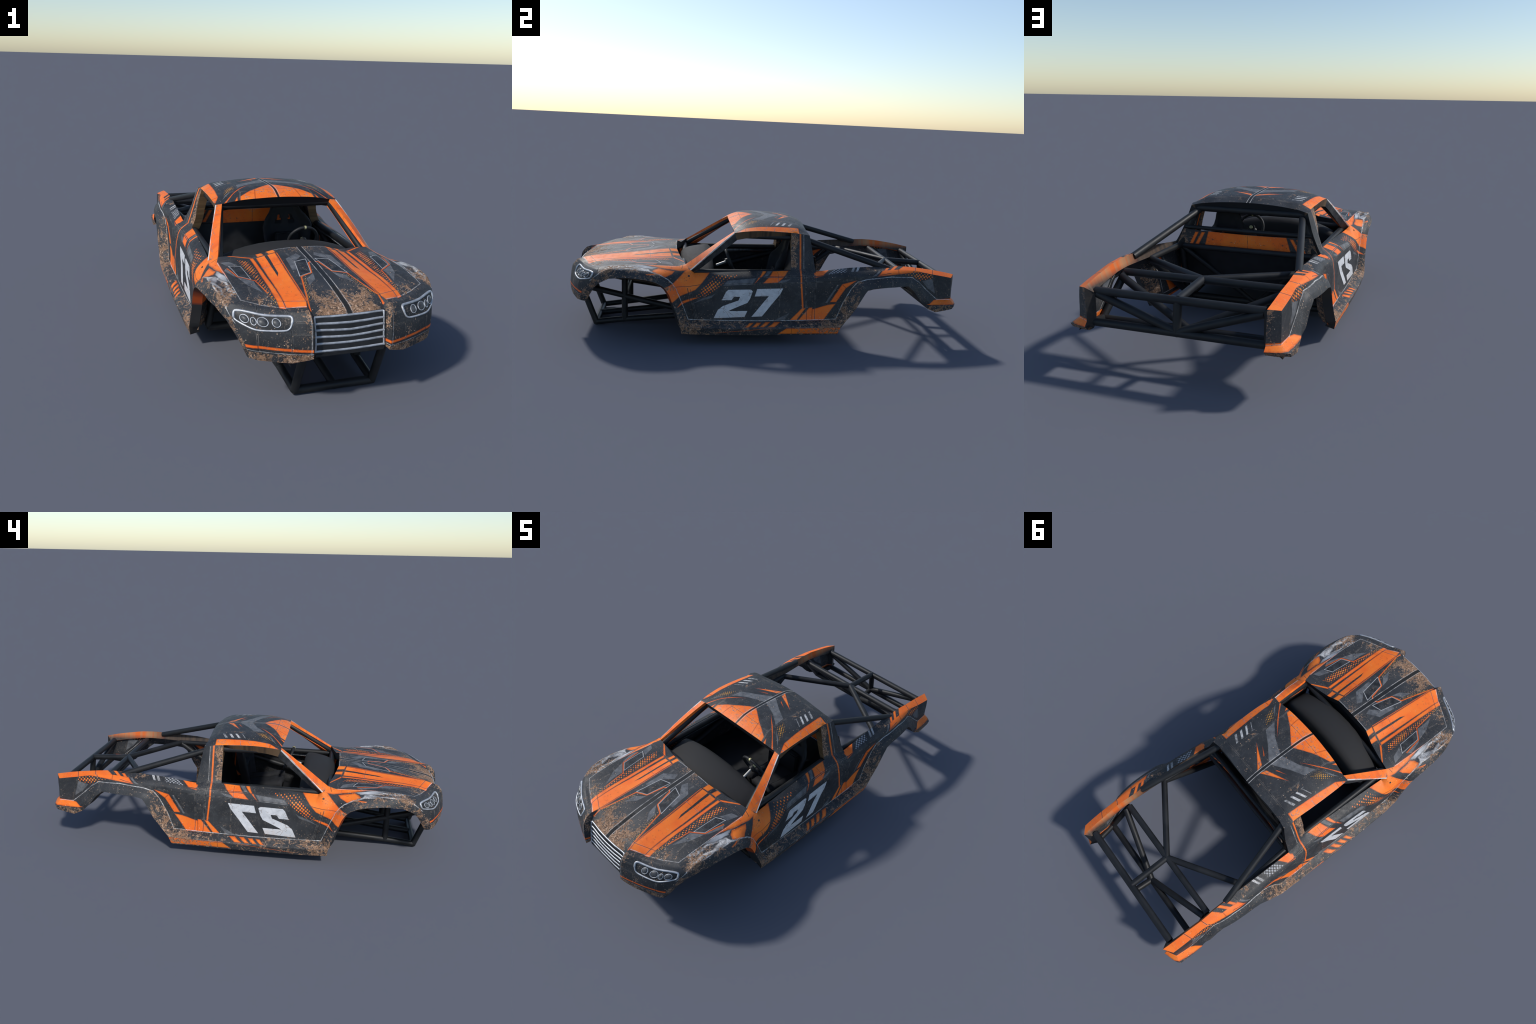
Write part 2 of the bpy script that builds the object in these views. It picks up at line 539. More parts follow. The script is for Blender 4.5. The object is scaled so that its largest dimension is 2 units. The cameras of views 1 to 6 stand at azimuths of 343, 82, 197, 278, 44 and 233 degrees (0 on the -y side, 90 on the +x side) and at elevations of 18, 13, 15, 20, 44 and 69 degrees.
class G:
    def __init__(self, name):
        self.mat = bpy.data.materials.new(name)
        self.mat.use_nodes = True
        self.nt = self.mat.node_tree
        self.nt.nodes.clear()
        self.out = self.nt.nodes.new("ShaderNodeOutputMaterial")
        self.bsdf = self.nt.nodes.new("ShaderNodeBsdfPrincipled")
        self.nt.links.new(self.bsdf.outputs[0], self.out.inputs[0])
        tc = self.nt.nodes.new("ShaderNodeTexCoord")
        self.obj = tc.outputs["Object"]
        sep = self.nt.nodes.new("ShaderNodeSeparateXYZ")
        self.nt.links.new(self.obj, sep.inputs[0])
        self.x = self.m("ABSOLUTE", sep.outputs[0])
        self.y, self.z = sep.outputs[1], sep.outputs[2]
        # mirrored coordinate, so that both flanks carry the same paint
        self.sym = self.comb(self.x, self.y, self.z)

    def put(self, sock, v):
        if isinstance(v, bpy.types.NodeSocket):
            self.nt.links.new(v, sock)
        elif isinstance(v, (tuple, list)):
            sock.default_value = (*v, 1.0) if sock.type == 'RGBA' and len(v) == 3 else v
        else:
            sock.default_value = v

    def m(self, op, a, b=None, c=None, clamp=False):
        n = self.nt.nodes.new("ShaderNodeMath")
        n.operation = op
        n.use_clamp = clamp
        for s, v in zip(n.inputs, (a, b, c)):
            if v is not None:
                self.put(s, v)
        return n.outputs[0]

    def comb(self, x, y, z):
        n = self.nt.nodes.new("ShaderNodeCombineXYZ")
        for s, v in zip(n.inputs, (x, y, z)):
            self.put(s, v)
        return n.outputs[0]

    def dot(self, v, w):
        n = self.nt.nodes.new("ShaderNodeVectorMath")
        n.operation = 'DOT_PRODUCT'
        self.put(n.inputs[0], v)
        n.inputs[1].default_value = w
        return n.outputs["Value"]

    def noise(self, scale, detail=3, rough=.55, dist=0.0, vec=None, stretch=None):
        v = vec or self.sym
        if stretch:
            mp = self.nt.nodes.new("ShaderNodeMapping")
            self.put(mp.inputs[0], v)
            mp.inputs["Scale"].default_value = stretch
            v = mp.outputs[0]
        n = self.nt.nodes.new("ShaderNodeTexNoise")
        self.put(n.inputs["Vector"], v)
        n.inputs["Scale"].default_value = scale
        n.inputs["Detail"].default_value = detail
        n.inputs["Roughness"].default_value = rough
        n.inputs["Distortion"].default_value = dist
        return n.outputs[0]

    def voronoi(self, scale, vec=None, rand=1.0, feature='F1', dims='3D'):
        n = self.nt.nodes.new("ShaderNodeTexVoronoi")
        n.voronoi_dimensions = dims
        n.feature = feature
        self.put(n.inputs["Vector"], vec or self.sym)
        n.inputs["Scale"].default_value = scale
        n.inputs["Randomness"].default_value = rand
        return n

    def ramp(self, v, a, b, lo=0.0, hi=1.0):
        n = self.nt.nodes.new("ShaderNodeMapRange")
        n.clamp = True
        for s, q in zip((n.inputs[0], n.inputs[1], n.inputs[2], n.inputs[3], n.inputs[4]), (v, a, b, lo, hi)):
            self.put(s, q)
        return n.outputs[0]

    def mix(self, fac, a, b):
        n = self.nt.nodes.new("ShaderNodeMix")
        n.data_type = 'RGBA'
        self.put(n.inputs[0], fac)
        self.put(n.inputs[6], a)
        self.put(n.inputs[7], b)
        return n.outputs[2]

    def step(self, d, w=.0006):
        return self.m("MULTIPLY_ADD", d, 1 / (2 * w), .5, clamp=True)

    def poly(self, W, p):
        area = sum(p[i - 1][0] * p[i][1] - p[i][0] * p[i - 1][1] for i in range(len(p)))
        if area < 0:
            p = p[::-1]
        d = None
        for i in range(len(p)):
            (x0, y0), (x1, y1) = p[i - 1], p[i]
            L = math.hypot(x1 - x0, y1 - y0)
            if L < 1e-6:
                continue
            nx, ny = -(y1 - y0) / L, (x1 - x0) / L
            e = self.dot(W, (nx, ny, -(nx * x0 + ny * y0)))
            d = e if d is None else self.m("MINIMUM", d, e)
        return d

    def union(self, W, polys):
        d = None
        for p in polys:
            e = self.poly(W, list(p))
            d = e if d is None else self.m("MAXIMUM", d, e)
        return d

    def bump(self, h, strength=.3, dist=.002):
        n = self.nt.nodes.new("ShaderNodeBump")
        n.inputs["Strength"].default_value = strength
        n.inputs["Distance"].default_value = dist
        self.put(n.inputs["Height"], h)
        self.nt.links.new(n.outputs[0], self.bsdf.inputs["Normal"])


def bar(a, b, h):
    """thin rectangle of half width h round the line a-b"""
    dx, dy = b[0] - a[0], b[1] - a[1]
    L = math.hypot(dx, dy) or 1
    ux, uy = dx / L * h, dy / L * h
    nx, ny = -uy, ux
    k = .4
    return [(a[0] - ux * k + nx, a[1] - uy * k + ny), (b[0] + ux * k + nx, b[1] + uy * k + ny),
            (b[0] + ux * k - nx, b[1] + uy * k - ny), (a[0] - ux * k - nx, a[1] - uy * k - ny)]


def chain(points, h):
    return [bar(a, b, h) for a, b in zip(points, points[1:])]


def shrunk(polys, box, pad=.006):
    out = []
    for p in polys:
        xs, ys = [q[0] for q in p], [q[1] for q in p]
        if max(xs) > box[0] - pad and min(xs) < box[2] + pad and max(ys) > box[1] - pad and min(ys) < box[3] + pad:
            out.append(p)
    return out


# --- side livery, (y, z) in metres, front of the truck is -y ------------------
SIDE = dict(
    orange=[
        [(.169, .540), (.1605, .540), (.1605, .361), (.169, .361)],
        [(.169, .361), (.1605, .361), (.159, .303), (.168, .303)],
        [(.168, .303), (.159, .303), (.171, .179), (.180, .179)],
        [(.106, .352), (.030, .352), (-.031, .299), (.046, .304)],
        [(-.002, .350), (-.024, .350), (-.046, .327), (-.037, .326)],
        [(-.042, .324), (-.051, .325), (-.075, .295)],
        [(-.286, .345), (-.405, .360), (-.473, .299), (-.435, .237), (-.363, .269)],
        [(-.473, .299), (-.512, .284), (-.480, .208), (-.435, .237)],
        [(-.449, .349), (-.541, .3635), (-.572, .357), (-.493, .324), (-.476, .340)],
        [(-.393, .354), (-.405, .384), (-.620, .384), (-.601, .373), (-.532, .364), (-.449, .351)],
        [(-.551, .349), (-.600, .349), (-.594, .344), (-.558, .345)],
        [(-.336, .233), (-.379, .228), (-.427, .210), (-.415, .200), (-.381, .215)],
        [(-.427, .210), (-.450, .186), (-.415, .200)],
        [(.171, .177), (.190, .178), (.146, .117), (.111, .115)],
        [(.208, .180), (.224, .182), (.224, .117), (.155, .117)],
        [(.224, .182), (.304, .195), (.348, .207), (.284, .118), (.224, .117)],
        [(.370, .305), (.443, .326), (.390, .284)],
        [(.370, .305), (.390, .284), (.346, .210), (.315, .209)],
        [(.663, .385), (.749, .380), (.741, .367), (.660, .361)],
        [(.663, .385), (.660, .361), (.548, .350), (.579, .374)],
        [(.749, .380), (.850, .372), (.800, .368), (.741, .367)],
        [(.306, .357), (.230, .350), (.230, .3395), (.277, .3445)],
        [(.274, .3425), (.230, .336), (.230, .331)],
        # foot of the tail
        [(.820, .2045), (1.01, .2045), (1.01, .232), (.86, .2255)],
        # sill
        [(.062, .109), (.033, .109), (-.005, .0925), (.029, .0925)],
        [(.012, .1085), (-.012, .1085), (-.046, .0925), (-.023, .0925)],
        [(-.033, .1065), (-.057, .1065), (-.083, .092), (-.062, .092)],
        [(-.073, .1055), (-.093, .1055), (-.118, .091), (-.100, .091)],
        [(.370, .0925), (.089, .090), (.048, .058), (.36, .058)],
        [(.015, .0885), (-.009, .0885), (-.276, .062), (-.250, .062)],
    ],
    grey=[
        [(.576, .376), (.565, .376), (.522, .349), (.536, .349)],
        [(.355, .302), (.345, .302), (.290, .2055), (.301, .2055)],
        [(.846, .336), (.791, .324), (.823, .288), (.869, .257)],
        [(-.063, .323), (-.206, .310), (-.227, .288), (-.085, .294)],
        [(-.266, .250), (-.284, .240), (-.325, .217), (-.282, .229)],
        [(-.284, .240), (-.325, .227), (-.375, .200), (-.325, .217)],
        [(.111, .321), (.064, .315), (.046, .304), (.082, .306)],
        [(.024, .349), (.001, .349), (-.024, .328), (-.008, .330)],
        [(.039, .118), (.109, .152), (.085, .118)],
    ],
    blade_highlight=[[(-.543, .3650), (-.629, .3745), (-.717, .3735), (-.642, .3675), (-.586, .3605)]],
    black=[
        chain([(.085, .327), (-.002, .3255)], .0012)[0],
        bar((-.339, .294), (-.396, .286), .0011), bar((-.396, .286), (-.462, .282), .0011),
        bar((-.425, .373), (-.430, .360), .0012),
    ],
    dots=[
        [(-.140, .334), (-.270, .333), (-.290, .315), (-.215, .312), (-.155, .325)],
        [(-.215, .312), (-.290, .315), (-.332, .280), (-.351, .243), (-.319, .232), (-.256, .268)],
        [(-.349, .245), (-.378, .238), (-.355, .231), (-.319, .233)],
        [(.850, .362), (.749, .369), (.732, .345), (.774, .326), (.850, .332)],
        [(.749, .369), (.684, .358), (.732, .345)],
    ],
    seams=[
        chain([(-.401, .278), (-.3655, .117)], .0016), chain([(-.386, .272), (-.372, .200), (-.352, .120)], .0012),
        chain([(.234, .342), (.235, .225), (.238, .120)], .0012), chain([(.187, .303), (.190, .220), (.197, .118)], .0014),
        chain([(.181, .530), (.181, .365), (.187, .303)], .0016),
        chain([(.240, .313), (.163, .3035), (-.056, .2995), (-.23, .294)], .0009),
        chain([(.230, .338), (.112, .332), (-.022, .329)], .0009),
        chain([(.238, .313), (.36, .321), (.43, .330), (.62, .366)], .0009),
        chain([(.847, .360), (.884, .224)], .0012), chain([(.752, .383), (.741, .366)], .0013),
        chain([(.443, .318), (.480, .292)], .0010), chain([(.618, .349), (.622, .300)], .0010), chain([(.735, .344), (.712, .300)], .0010),
        chain([(-.825, .345), (-.827, .285)], .0012), chain([(-.556, .352), (-.550, .312)], .0010),
        chain([(-.905, .229), (-.880, .212)], .0012),
        chain([(.050, .345), (.046, .304)], .0007), chain([(.060, .300), (.055, .118)], .0006),
        chain([(-.30, .113), (-.30, .05)], .0009), chain([(.115, .113), (.115, .05)], .0009), chain([(.255, .12), (.262, .05)], .0009),
        chain([(-.43, .0925), (-.2, .0870), (.1, .0875), (.37, .0955)], .0008),
        chain([(-.366, .1155), (-.352, .092)], .0009),
    ],
)
FLARE_F = [(p.y, p.z) for p in (P[f"fl{i}"] for i in range(14))]
FLARE_R = [(p.y, p.z) for p in (P[f"rf{i}"] for i in range(10))]
SIDE["white"] = (chain(FLARE_F[2:], .0014) + chain(FLARE_R, .0014)
                 + chain([(-.392, .1185), (-.21, .1135), (-.05, .1125), (.167, .1165), (.347, .1235)], .0014)
                 + chain([(.1815, .530), (.1815, .368)], .0011) + chain([(.885, .2265), (1.0, .2225)], .0014)
                )

# --- top livery, (|x|, y) ------------------------------------------------------
HOOD = dict(
    orange=[
        [(.189, -.484), (.116, -.498), (.1375, -.905), (.1465, -.935), (.207, -.897)],
        [(.214, -.478), (.200, -.481), (.2075, -.905), (.228, -.905)],
        [(.181, -.478), (.178, -.430), (.158, -.440), (.156, -.482)],
        [(.138, -.488), (.140, -.440), (.112, -.448), (.110, -.497)],
        [(.290, -.420), (.283, -.418), (.204, -.472), (.214, -.479)],
        [(.112, -.500), (.108, -.501), (.1315, -.898), (.1355, -.898)],
        [(.350, -.455), (.336, -.455), (.342, -.58), (.353, -.58)],
        [(.352, -.58), (.342, -.575), (.345, -.66)],
    ] + chain([(.134, -.935), (.1315, -.905), (.090, -.727), (.041, -.7035), (.0205, -.6185), (.004, -.609)], .0030)
    + chain([(.324, -.553), (.309, -.651), (.253, -.690), (.2405, -.797)], .0024),
    black=[[(.1565, -.482), (.1445, -.486), (.155, -.660), (.1655, -.686)], [(.1565, -.486), (.1435, -.484), (.142, -.43), (.156, -.43)]],
    vent=[
        [(.0935, -.7225), (.070, -.6000), (.0195, -.5835), (.0425, -.7000)],
        [(.312, -.533), (.272, -.557), (.265, -.6765), (.305, -.6475)],
    ],
    grey=[
        [(.102, -.665), (.094, -.568), (.071, -.600), (.085, -.668)],
        [(.094, -.568), (.038, -.524), (.027, -.552), (.071, -.600)],
        [(.085, -.797), (.078, -.748), (.037, -.708), (.048, -.757)],
        [(.290, -.731), (.308, -.668), (.311, -.656), (.258, -.693), (.263, -.730)],
        [(.285, -.735), (.263, -.705), (.254, -.787)],
        [(.340, -.572), (.320, -.642), (.312, -.650), (.328, -.556)],
        [(.330, -.470), (.300, -.485), (.280, -.540), (.318, -.525)],
    ],
    dots=[[(.267, -.480), (.228, -.500), (.221, -.600), (.224, -.640), (.256, -.640), (.265, -.590)],
          [(.224, -.640), (.226, -.850), (.240, -.850), (.256, -.640)]],
    ydots=[[(.130, -.900), (.112, -.895), (.078, -.745), (.092, -.735)], [(.245, -.800), (.232, -.800), (.226, -.87), (.24, -.87)]],
    seams=[
        chain([(0, -.510), (.027, -.505), (.113, -.499), (.192, -.478), (.265, -.466), (.340, -.458)], .0013),
        chain([(0, -.893), (.068, -.895), (.138, -.899), (.184, -.876), (.280, -.831), (.355, -.785)], .0010),
        chain([(.255, -.730), (.352, -.691)], .0010), chain([(.070, -.60), (.075, -.52)], .0006),
        chain([(.120, -.600), (.190, -.59)], .0006), chain([(.207, -.905), (.207, -.86)], .0008),
        chain([(.110, -.462), (.112, -.498)], .0010), chain([(.028, -.505), (.010, -.48)], .0008),
        chain([(.292, -.735), (.300, -.835)], .0006),
    ],
    white=chain([(.344, -.826), (.3475, -.691), (.3455, -.57), (.339, -.458)], .0014)
    + chain([(.344, -.8225), (.28, -.862), (.207, -.898), (.147, -.930)], .0014)
    + chain([(.0945, -.7235), (.070, -.5990), (.0185, -.5825)], .0010)
    + chain([(.314, -.532), (.272, -.556)], .0010) + chain([(.112, -.463), (.04, -.463)], .0012),
)
ROOF = dict(
    orange=[
        [(-.002, -.20), (.110, -.20), (.090, -.115), (-.002, -.049)],
        [(.110, -.20), (.178, -.20), (.166, -.157), (.090, -.115)],
        [(.208, -.19), (.186, -.19), (.179, -.155)],
        [(.252, -.18), (.232, -.172), (.196, -.134), (.205, -.137)],
        [(.205, -.137), (.196, -.134), (.150, -.092), (.158, -.091)],
        [(.158, -.091), (.150, -.092), (.092, -.039)],
        [(.123, .063), (.018, .112), (.008, .146)],
        [(.089, .053), (.049, .072), (.045, .080)],
        [(.049, .072), (.030, .087), (.008, .100), (.004, .092), (.045, .080)],
        [(.257, -.115), (.240, .160), (.300, .160), (.300, -.115)],
        [(.257, -.115), (.300, -.115), (.279, -.160)],
    ],
    black=[],
    grey=[
        [(.157, -.072), (.091, -.0245), (.085, .024), (.150, -.014)],
        [(.091, -.0245), (.0, .014), (.0, .084), (.085, .024)],
        [(.182, -.093), (.244, -.146), (.226, -.121)],
    ],
    white=[
        [(.184, .139), (.187, .126), (.229, .106), (.230, .118)],
        [(.187, .1055), (.188, .094), (.230, .072), (.230, .085)],
        [(.188, .0745), (.189, .064), (.233, .039), (.233, .051)],
        bar((.190, .038), (.234, .015), .0016), bar((.190, .042), (.188, .026), .0012),
    ] + chain([(.300, .150), (.283, .148), (.285, .06), (.2885, -.04), (.288, -.11), (.283, -.168)], .0012),
    dots=[[(.166, -.025), (.173, -.085), (.203, -.104), (.240, -.132), (.214, -.060)]],
    ydots=[], vent=[],
    seams=[chain([(0, .166), (.16, .1655), (.30, .166)], .0012), chain([(.158, .166), (.160, -.04), (.161, -.130), (.178, -.19)], .0007),
           chain([(0, -.128), (.162, -.126)], .0008), chain([(.234, .166), (.233, .22)], .0012)],
)
RAIL = dict(
    orange=[[(.33, .725), (.41, .640), (.41, 1.01), (.33, 1.01)],
            [(.345, .641), (.345, .624), (.395, .582), (.395, .599)],
            [(.345, .680), (.345, .661), (.395, .612), (.395, .632)],
            [(.33, .330), (.33, .20), (.40, .20), (.40, .262)]],
    black=[], grey=[],
    white=[[(.352, .470), (.352, .458), (.386, .440), (.386, .452)], [(.352, .447), (.352, .434), (.386, .416), (.386, .429)]],
    dots=[], ydots=[], vent=[],
    wdots=[[(.345, .415), (.39, .390), (.39, .285), (.345, .335)]],
    seams=[chain([(.35, .766), (.39, .752)], .0014), chain([(.35, .862), (.39, .846)], .0014), chain([(.34, .405), (.40, .392)], .0010),
           chain([(.34, .60), (.40, .575)], .0008)],
)
# --- front livery, (|x|, z) -----------------------------------------------------
FRONT = dict(
    orange=chain([(.352, .234), (.309, .2365), (.208, .2320), (.120, .2310)], .0050),
    black=[], grey=[],
    lampbed=[[(.372, .339), (.342, .340), (.288, .335), (.203, .336), (.208, .318), (.226, .296), (.319, .293), (.373, .311)]],
    white=chain([(.344, .2225), (.309, .2208), (.208, .218), (.130, .2200)], .0011) + chain([(.147, .340), (.147, .20)], .0010),
    dots=[], ydots=[], vent=[],
    seams=[chain([(.300, .352), (.306, .345)], .0011), chain([(.316, .292), (.308, .18)], .0011),
           chain([(.214, .347), (.213, .337)], .0011), chain([(.2085, .295), (.2090, .18)], .0011),
           chain([(.200, .322), (.14, .328)], .0007), chain([(.205, .285), (.14, .289)], .0007)],
)
BOARD = dict(
    orange=[[(-.01, .30), (.222, .30), (.175, .46), (-.01, .46)], [(.258, .345), (.240, .345), (.205, .406), (.222, .406)],
            [(.284, .346), (.268, .346), (.236, .406), (.252, .406)]],
    black=[], grey=[], white=[], dots=[], ydots=[], vent=[],
    seams=[chain([(0, .33), (0, .43)], .0008), chain([(.30, .42), (.333, .34)], .0012)],
)


def paint(name, zone, lists, box=None, mud=None, chips=.5, skip=(), cracks=0.0, dust=.6):
    """worn two-colour race paint with mud"""
    g = G(name)
    # slightly ragged edges of the stickers
    wob = g.m("MULTIPLY", g.m("SUBTRACT", g.noise(60, 4, .6), .5), .0030)
    wob2 = g.m("MULTIPLY", g.m("SUBTRACT", g.noise(75, 3, .6, vec=None, stretch=(1.3, .8, 1.1)), .5), .0026)
    a, b = {"side": (g.y, g.z), "top": (g.x, g.y), "front": (g.x, g.z)}[zone]
    W = g.comb(g.m("ADD", a, wob), g.m("ADD", b, wob2), 1.0)
    W0 = g.comb(a, b, 1.0)

    def get(key):
        p = [] if key in skip else lists.get(key, [])
        return shrunk(p, box) if box else p
    big = g.noise(7, 4, .6)
    mid = g.noise(38, 5, .62)
    fine = g.noise(160, 3, .6)
    scuff = g.noise(22, 8, .74, .7)
    col = g.mix(g.ramp(big, .35, .68), (.022, .024, .027), (.043, .046, .051))
    col = g.mix(g.m("MULTIPLY", g.ramp(scuff, .54, .74), .42), col, (.100, .102, .106))
    p = get("grey")
    if p:
        d = g.union(W, p)
        gc = g.mix(g.ramp(mid, .35, .7), (.075, .080, .088), (.160, .166, .176))
        col = g.mix(g.step(d, .0009), col, gc)
    p = get("lampbed")
    if p:
        d = g.union(W0, p)
        col = g.mix(g.step(d), col, (.016, .017, .019))
    oc = g.mix(g.ramp(big, .38, .62), ORANGE, (.90, .215, .025))
    oc = g.mix(g.m("MULTIPLY", g.ramp(g.noise(11, 6, .7, .8), .55, .75), .75), oc, ORANGE_D)
    hole = g.ramp(g.m("ADD", g.noise(95, 5, .65, .4), g.m("MULTIPLY", g.m("SUBTRACT", g.noise(12, 3), .5), .30)), .645, .675)
    oc = g.mix(g.m("MULTIPLY", hole, chips), oc, (.05, .045, .045))
    hair = g.ramp(g.m("ABSOLUTE", g.m("SUBTRACT", g.noise(20, 3, .5, 1.0), .5)), .004, .0015)
    hair = g.m("MULTIPLY", hair, g.ramp(mid, .56, .66))
    oc = g.mix(g.m("MULTIPLY", hair, .8), oc, (.10, .06, .05))
    if cracks:
        ce = g.voronoi(26, g.comb(g.m("ADD", g.x, g.m("MULTIPLY", g.m("SUBTRACT", mid, .5), .05)), g.y, g.z), 1.0, 'DISTANCE_TO_EDGE')
        ck = g.m("MULTIPLY", g.ramp(ce.outputs[0], .055, .020), g.ramp(g.noise(22, 5, .65), .47, .55))
        oc = g.mix(g.m("MULTIPLY", ck, cracks), oc, g.mix(g.ramp(fine, .4, .6), (.10, .085, .085), (.30, .27, .28)))
    p = get("orange")
    if p:
        d = g.union(W, p)
        oc = g.mix(g.ramp(d, .0004, .0042, .62, 0.0), oc, (.30, .035, .008))
        col = g.mix(g.step(d, .0007), col, oc)
    for key, colr in (("dots", (.80, .36, .03) if lists is ROOF else None), ("ydots", (.85, .42, .04)), ("wdots", (.32, .33, .35))):
        p = get(key)
        if not p:
            continue
        d = g.union(W0, p)
        pitch = {"dots": .0098 if lists is ROOF else (.0112 if lists is HOOD else .0125), "ydots": .0085, "wdots": .0125}[key]
        rmax = {"dots": .0028 if lists is ROOF else (.0040 if lists is HOOD else .0047), "ydots": .0019, "wdots": .0046}[key]
        c, s = math.cos(.62), math.sin(.62)
        u = g.m("ADD", g.m("MULTIPLY", a, c), g.m("MULTIPLY", b, s))
        v = g.m("SUBTRACT", g.m("MULTIPLY", b, c), g.m("MULTIPLY", a, s))
        vo = g.voronoi(1 / pitch, g.comb(u, v, 0.0), .55 if key == "ydots" else .14, dims='2D')
        r = g.m("MULTIPLY", vo.outputs["Distance"], pitch)
        rr = g.ramp(g.m("ADD", d, g.m("MULTIPLY", wob, 1.5)), -.001, .017 if key == "dots" else .009, rmax * .35, rmax)
        md = g.step(g.m("SUBTRACT", rr, r), .0007)
        md = g.m("MULTIPLY", md, g.step(d, .002))
        col = g.mix(md, col, colr or g.mix(g.ramp(mid, .4, .6), ORANGE, (.86, .27, .03)))
    p = get("black")
    if p:
        col = g.mix(g.step(g.union(W, p), .0008), col, (.026, .027, .030))
    p = get("vent")
    if p:
        d = g.union(W0, p)
        hexa = g.voronoi(125, g.comb(g.m("ADD", a, b), g.m("SUBTRACT", b, a), 0.0), .62, 'DISTANCE_TO_EDGE', '2D')
        vc = g.mix(g.ramp(hexa.outputs[0], .04, .12), g.mix(g.ramp(mid, .42, .62), (.020, .022, .025), (.105, .115, .125)), (.012, .013, .015))
        col = g.mix(g.step(d), col, vc)
        edge = g.m("SUBTRACT", .0012, g.m("ABSOLUTE", d))
        col = g.mix(g.m("MULTIPLY", g.step(edge, .0006), .8), col, (.45, .46, .48))
    sm = [q for c in lists.get("seams", []) for q in c]
    sm = shrunk(sm, box) if box else sm
    if sm:
        d = g.union(W, sm)
        lit = g.m("MULTIPLY", g.step(g.m("SUBTRACT", .0011, g.m("ABSOLUTE", g.m("ADD", d, .0012))), .0008), g.ramp(mid, .42, .62, 0, .36))
        col = g.mix(lit, col, (.36, .33, .30))
        col = g.mix(g.m("MULTIPLY", g.step(d, .0006), .92), col, (.010, .010, .011))
    p = get("white")
    if p:
        d = g.union(W, p)
        vis = g.m("MULTIPLY", g.ramp(g.noise(24, 4, .6), .36, .60, .22, .95), g.ramp(fine, .25, .5, .5, 1.0))
        col = g.mix(g.m("MULTIPLY", g.step(d, .0008), vis), col, g.mix(g.ramp(fine, .3, .7), (.42, .41, .40), (.72, .72, .72)))
    # scratches through to grey primer
    scr = g.ramp(g.m("ABSOLUTE", g.m("SUBTRACT", g.noise(34, 2, .5, 1.6), .5)), .0040, .0010)
    scr = g.m("MULTIPLY", scr, g.ramp(g.noise(13, 4, .6), .55, .66))
    col = g.mix(g.m("MULTIPLY", scr, .55), col, (.34, .33, .32))
    gr = g.m("MULTIPLY", g.ramp(g.noise(150, 4, .72), .56, .64), g.ramp(g.noise(10, 5, .65), .46, .62, .08, .75))
    col = g.mix(g.m("MULTIPLY", gr, dust), col, (.20, .165, .135))
    scr2 = g.ramp(g.m("ABSOLUTE", g.m("SUBTRACT", g.noise(62, 2, .5, 2.4, stretch=(1, .6, 1)), .5)), .0060, .0015)
    col = g.mix(g.m("MULTIPLY", g.m("MULTIPLY", scr2, g.ramp(g.noise(17, 4, .6), .54, .62)), .6), col, (.42, .34, .27))
    rough = g.ramp(mid, .3, .7, .46, .62)
    # mud
    if mud:
        amt = mud(g)
        patch = g.noise(15, 4, .62, .5)
        fib = g.noise(54, 7, .70, 1.5, stretch=(1, .8, 1))
        n1 = g.m("ADD", g.m("MULTIPLY", patch, .44), g.m("MULTIPLY", fib, .56))
        thr = g.m("MULTIPLY_ADD", amt, -.25, .655)
        e = g.m("SUBTRACT", n1, thr)
        cover = g.ramp(e, -.004, .014)
        n2 = g.noise(120, 6, .72, 1.2)
        mc = g.mix(g.ramp(n2, .36, .64), (.150, .084, .050), (.380, .225, .135))
        mc = g.mix(g.ramp(g.noise(70, 5, .65, 1.8), .53, .57, 0, .92), mc, (.034, .027, .023))
        mc = g.mix(g.ramp(g.noise(52, 4, .6, 1.8), .575, .63, 0, .80), mc, (.58, .39, .27))
        mc = g.mix(g.m("MULTIPLY", g.ramp(e, .022, .0), .65), mc, (.58, .38, .26))
        col = g.mix(g.m("MULTIPLY", cover, .93), col, mc)
        # splashes
        sp = g.voronoi(185, None, 1.0)
        sepc = g.nt.nodes.new("ShaderNodeSeparateColor")
        g.put(sepc.inputs[0], sp.outputs["Color"])
        on = g.step(g.m("SUBTRACT", g.m("MULTIPLY_ADD", amt, .40, .012), sepc.outputs[0]), .01)
        rad = g.m("MULTIPLY_ADD", sepc.outputs[1], .26, .10)
        on = g.m("MULTIPLY", on, g.step(g.m("SUBTRACT", rad, sp.outputs["Distance"]), .05))
        on = g.m("MULTIPLY", on, g.ramp(g.noise(18, 2), .42, .56))
        col = g.mix(on, col, g.mix(sepc.outputs[2], (.52, .33, .20), (.66, .50, .36)))
        rough = g.m("MAXIMUM", rough, g.m("MULTIPLY", cover, .85))
        g.bump(g.m("ADD", g.m("MULTIPLY", cover, .7), g.m("MULTIPLY", fine, .25)), .35, .0016)
    else:
        g.bump(fine, .12, .001)
    if zone == "top" and lists in (HOOD, ROOF):
        wid = .0085 if lists is HOOD else .0048
        col = g.mix(g.step(g.m("SUBTRACT", wid, g.x), .0005), col, (.016, .017, .018))
        edge = g.step(g.m("SUBTRACT", .0015, g.m("ABSOLUTE", g.m("SUBTRACT", g.x, wid + .003))), .0006)
        col = g.mix(g.m("MULTIPLY", edge, g.ramp(mid, .38, .55, .25, .9)), col, (.46, .44, .42))
    p = get("blade_highlight")  # grey fender blade, pale metallic highlight painted into its middle
    if p:
        d = g.union(W, p)
        col = g.mix(g.step(d, .0009), col, g.mix(g.ramp(g.m("ADD", g.m("ABSOLUTE", g.m("ADD", g.y, .605)), g.m("MULTIPLY", mid, .05)), .02, .11), (.50, .51, .53), (.115, .122, .130)))
    g.put(g.bsdf.inputs["Base Color"], col)
    g.put(g.bsdf.inputs["Roughness"], rough)
    g.bsdf.inputs["Specular IOR Level"].default_value = .32
    return g.mat


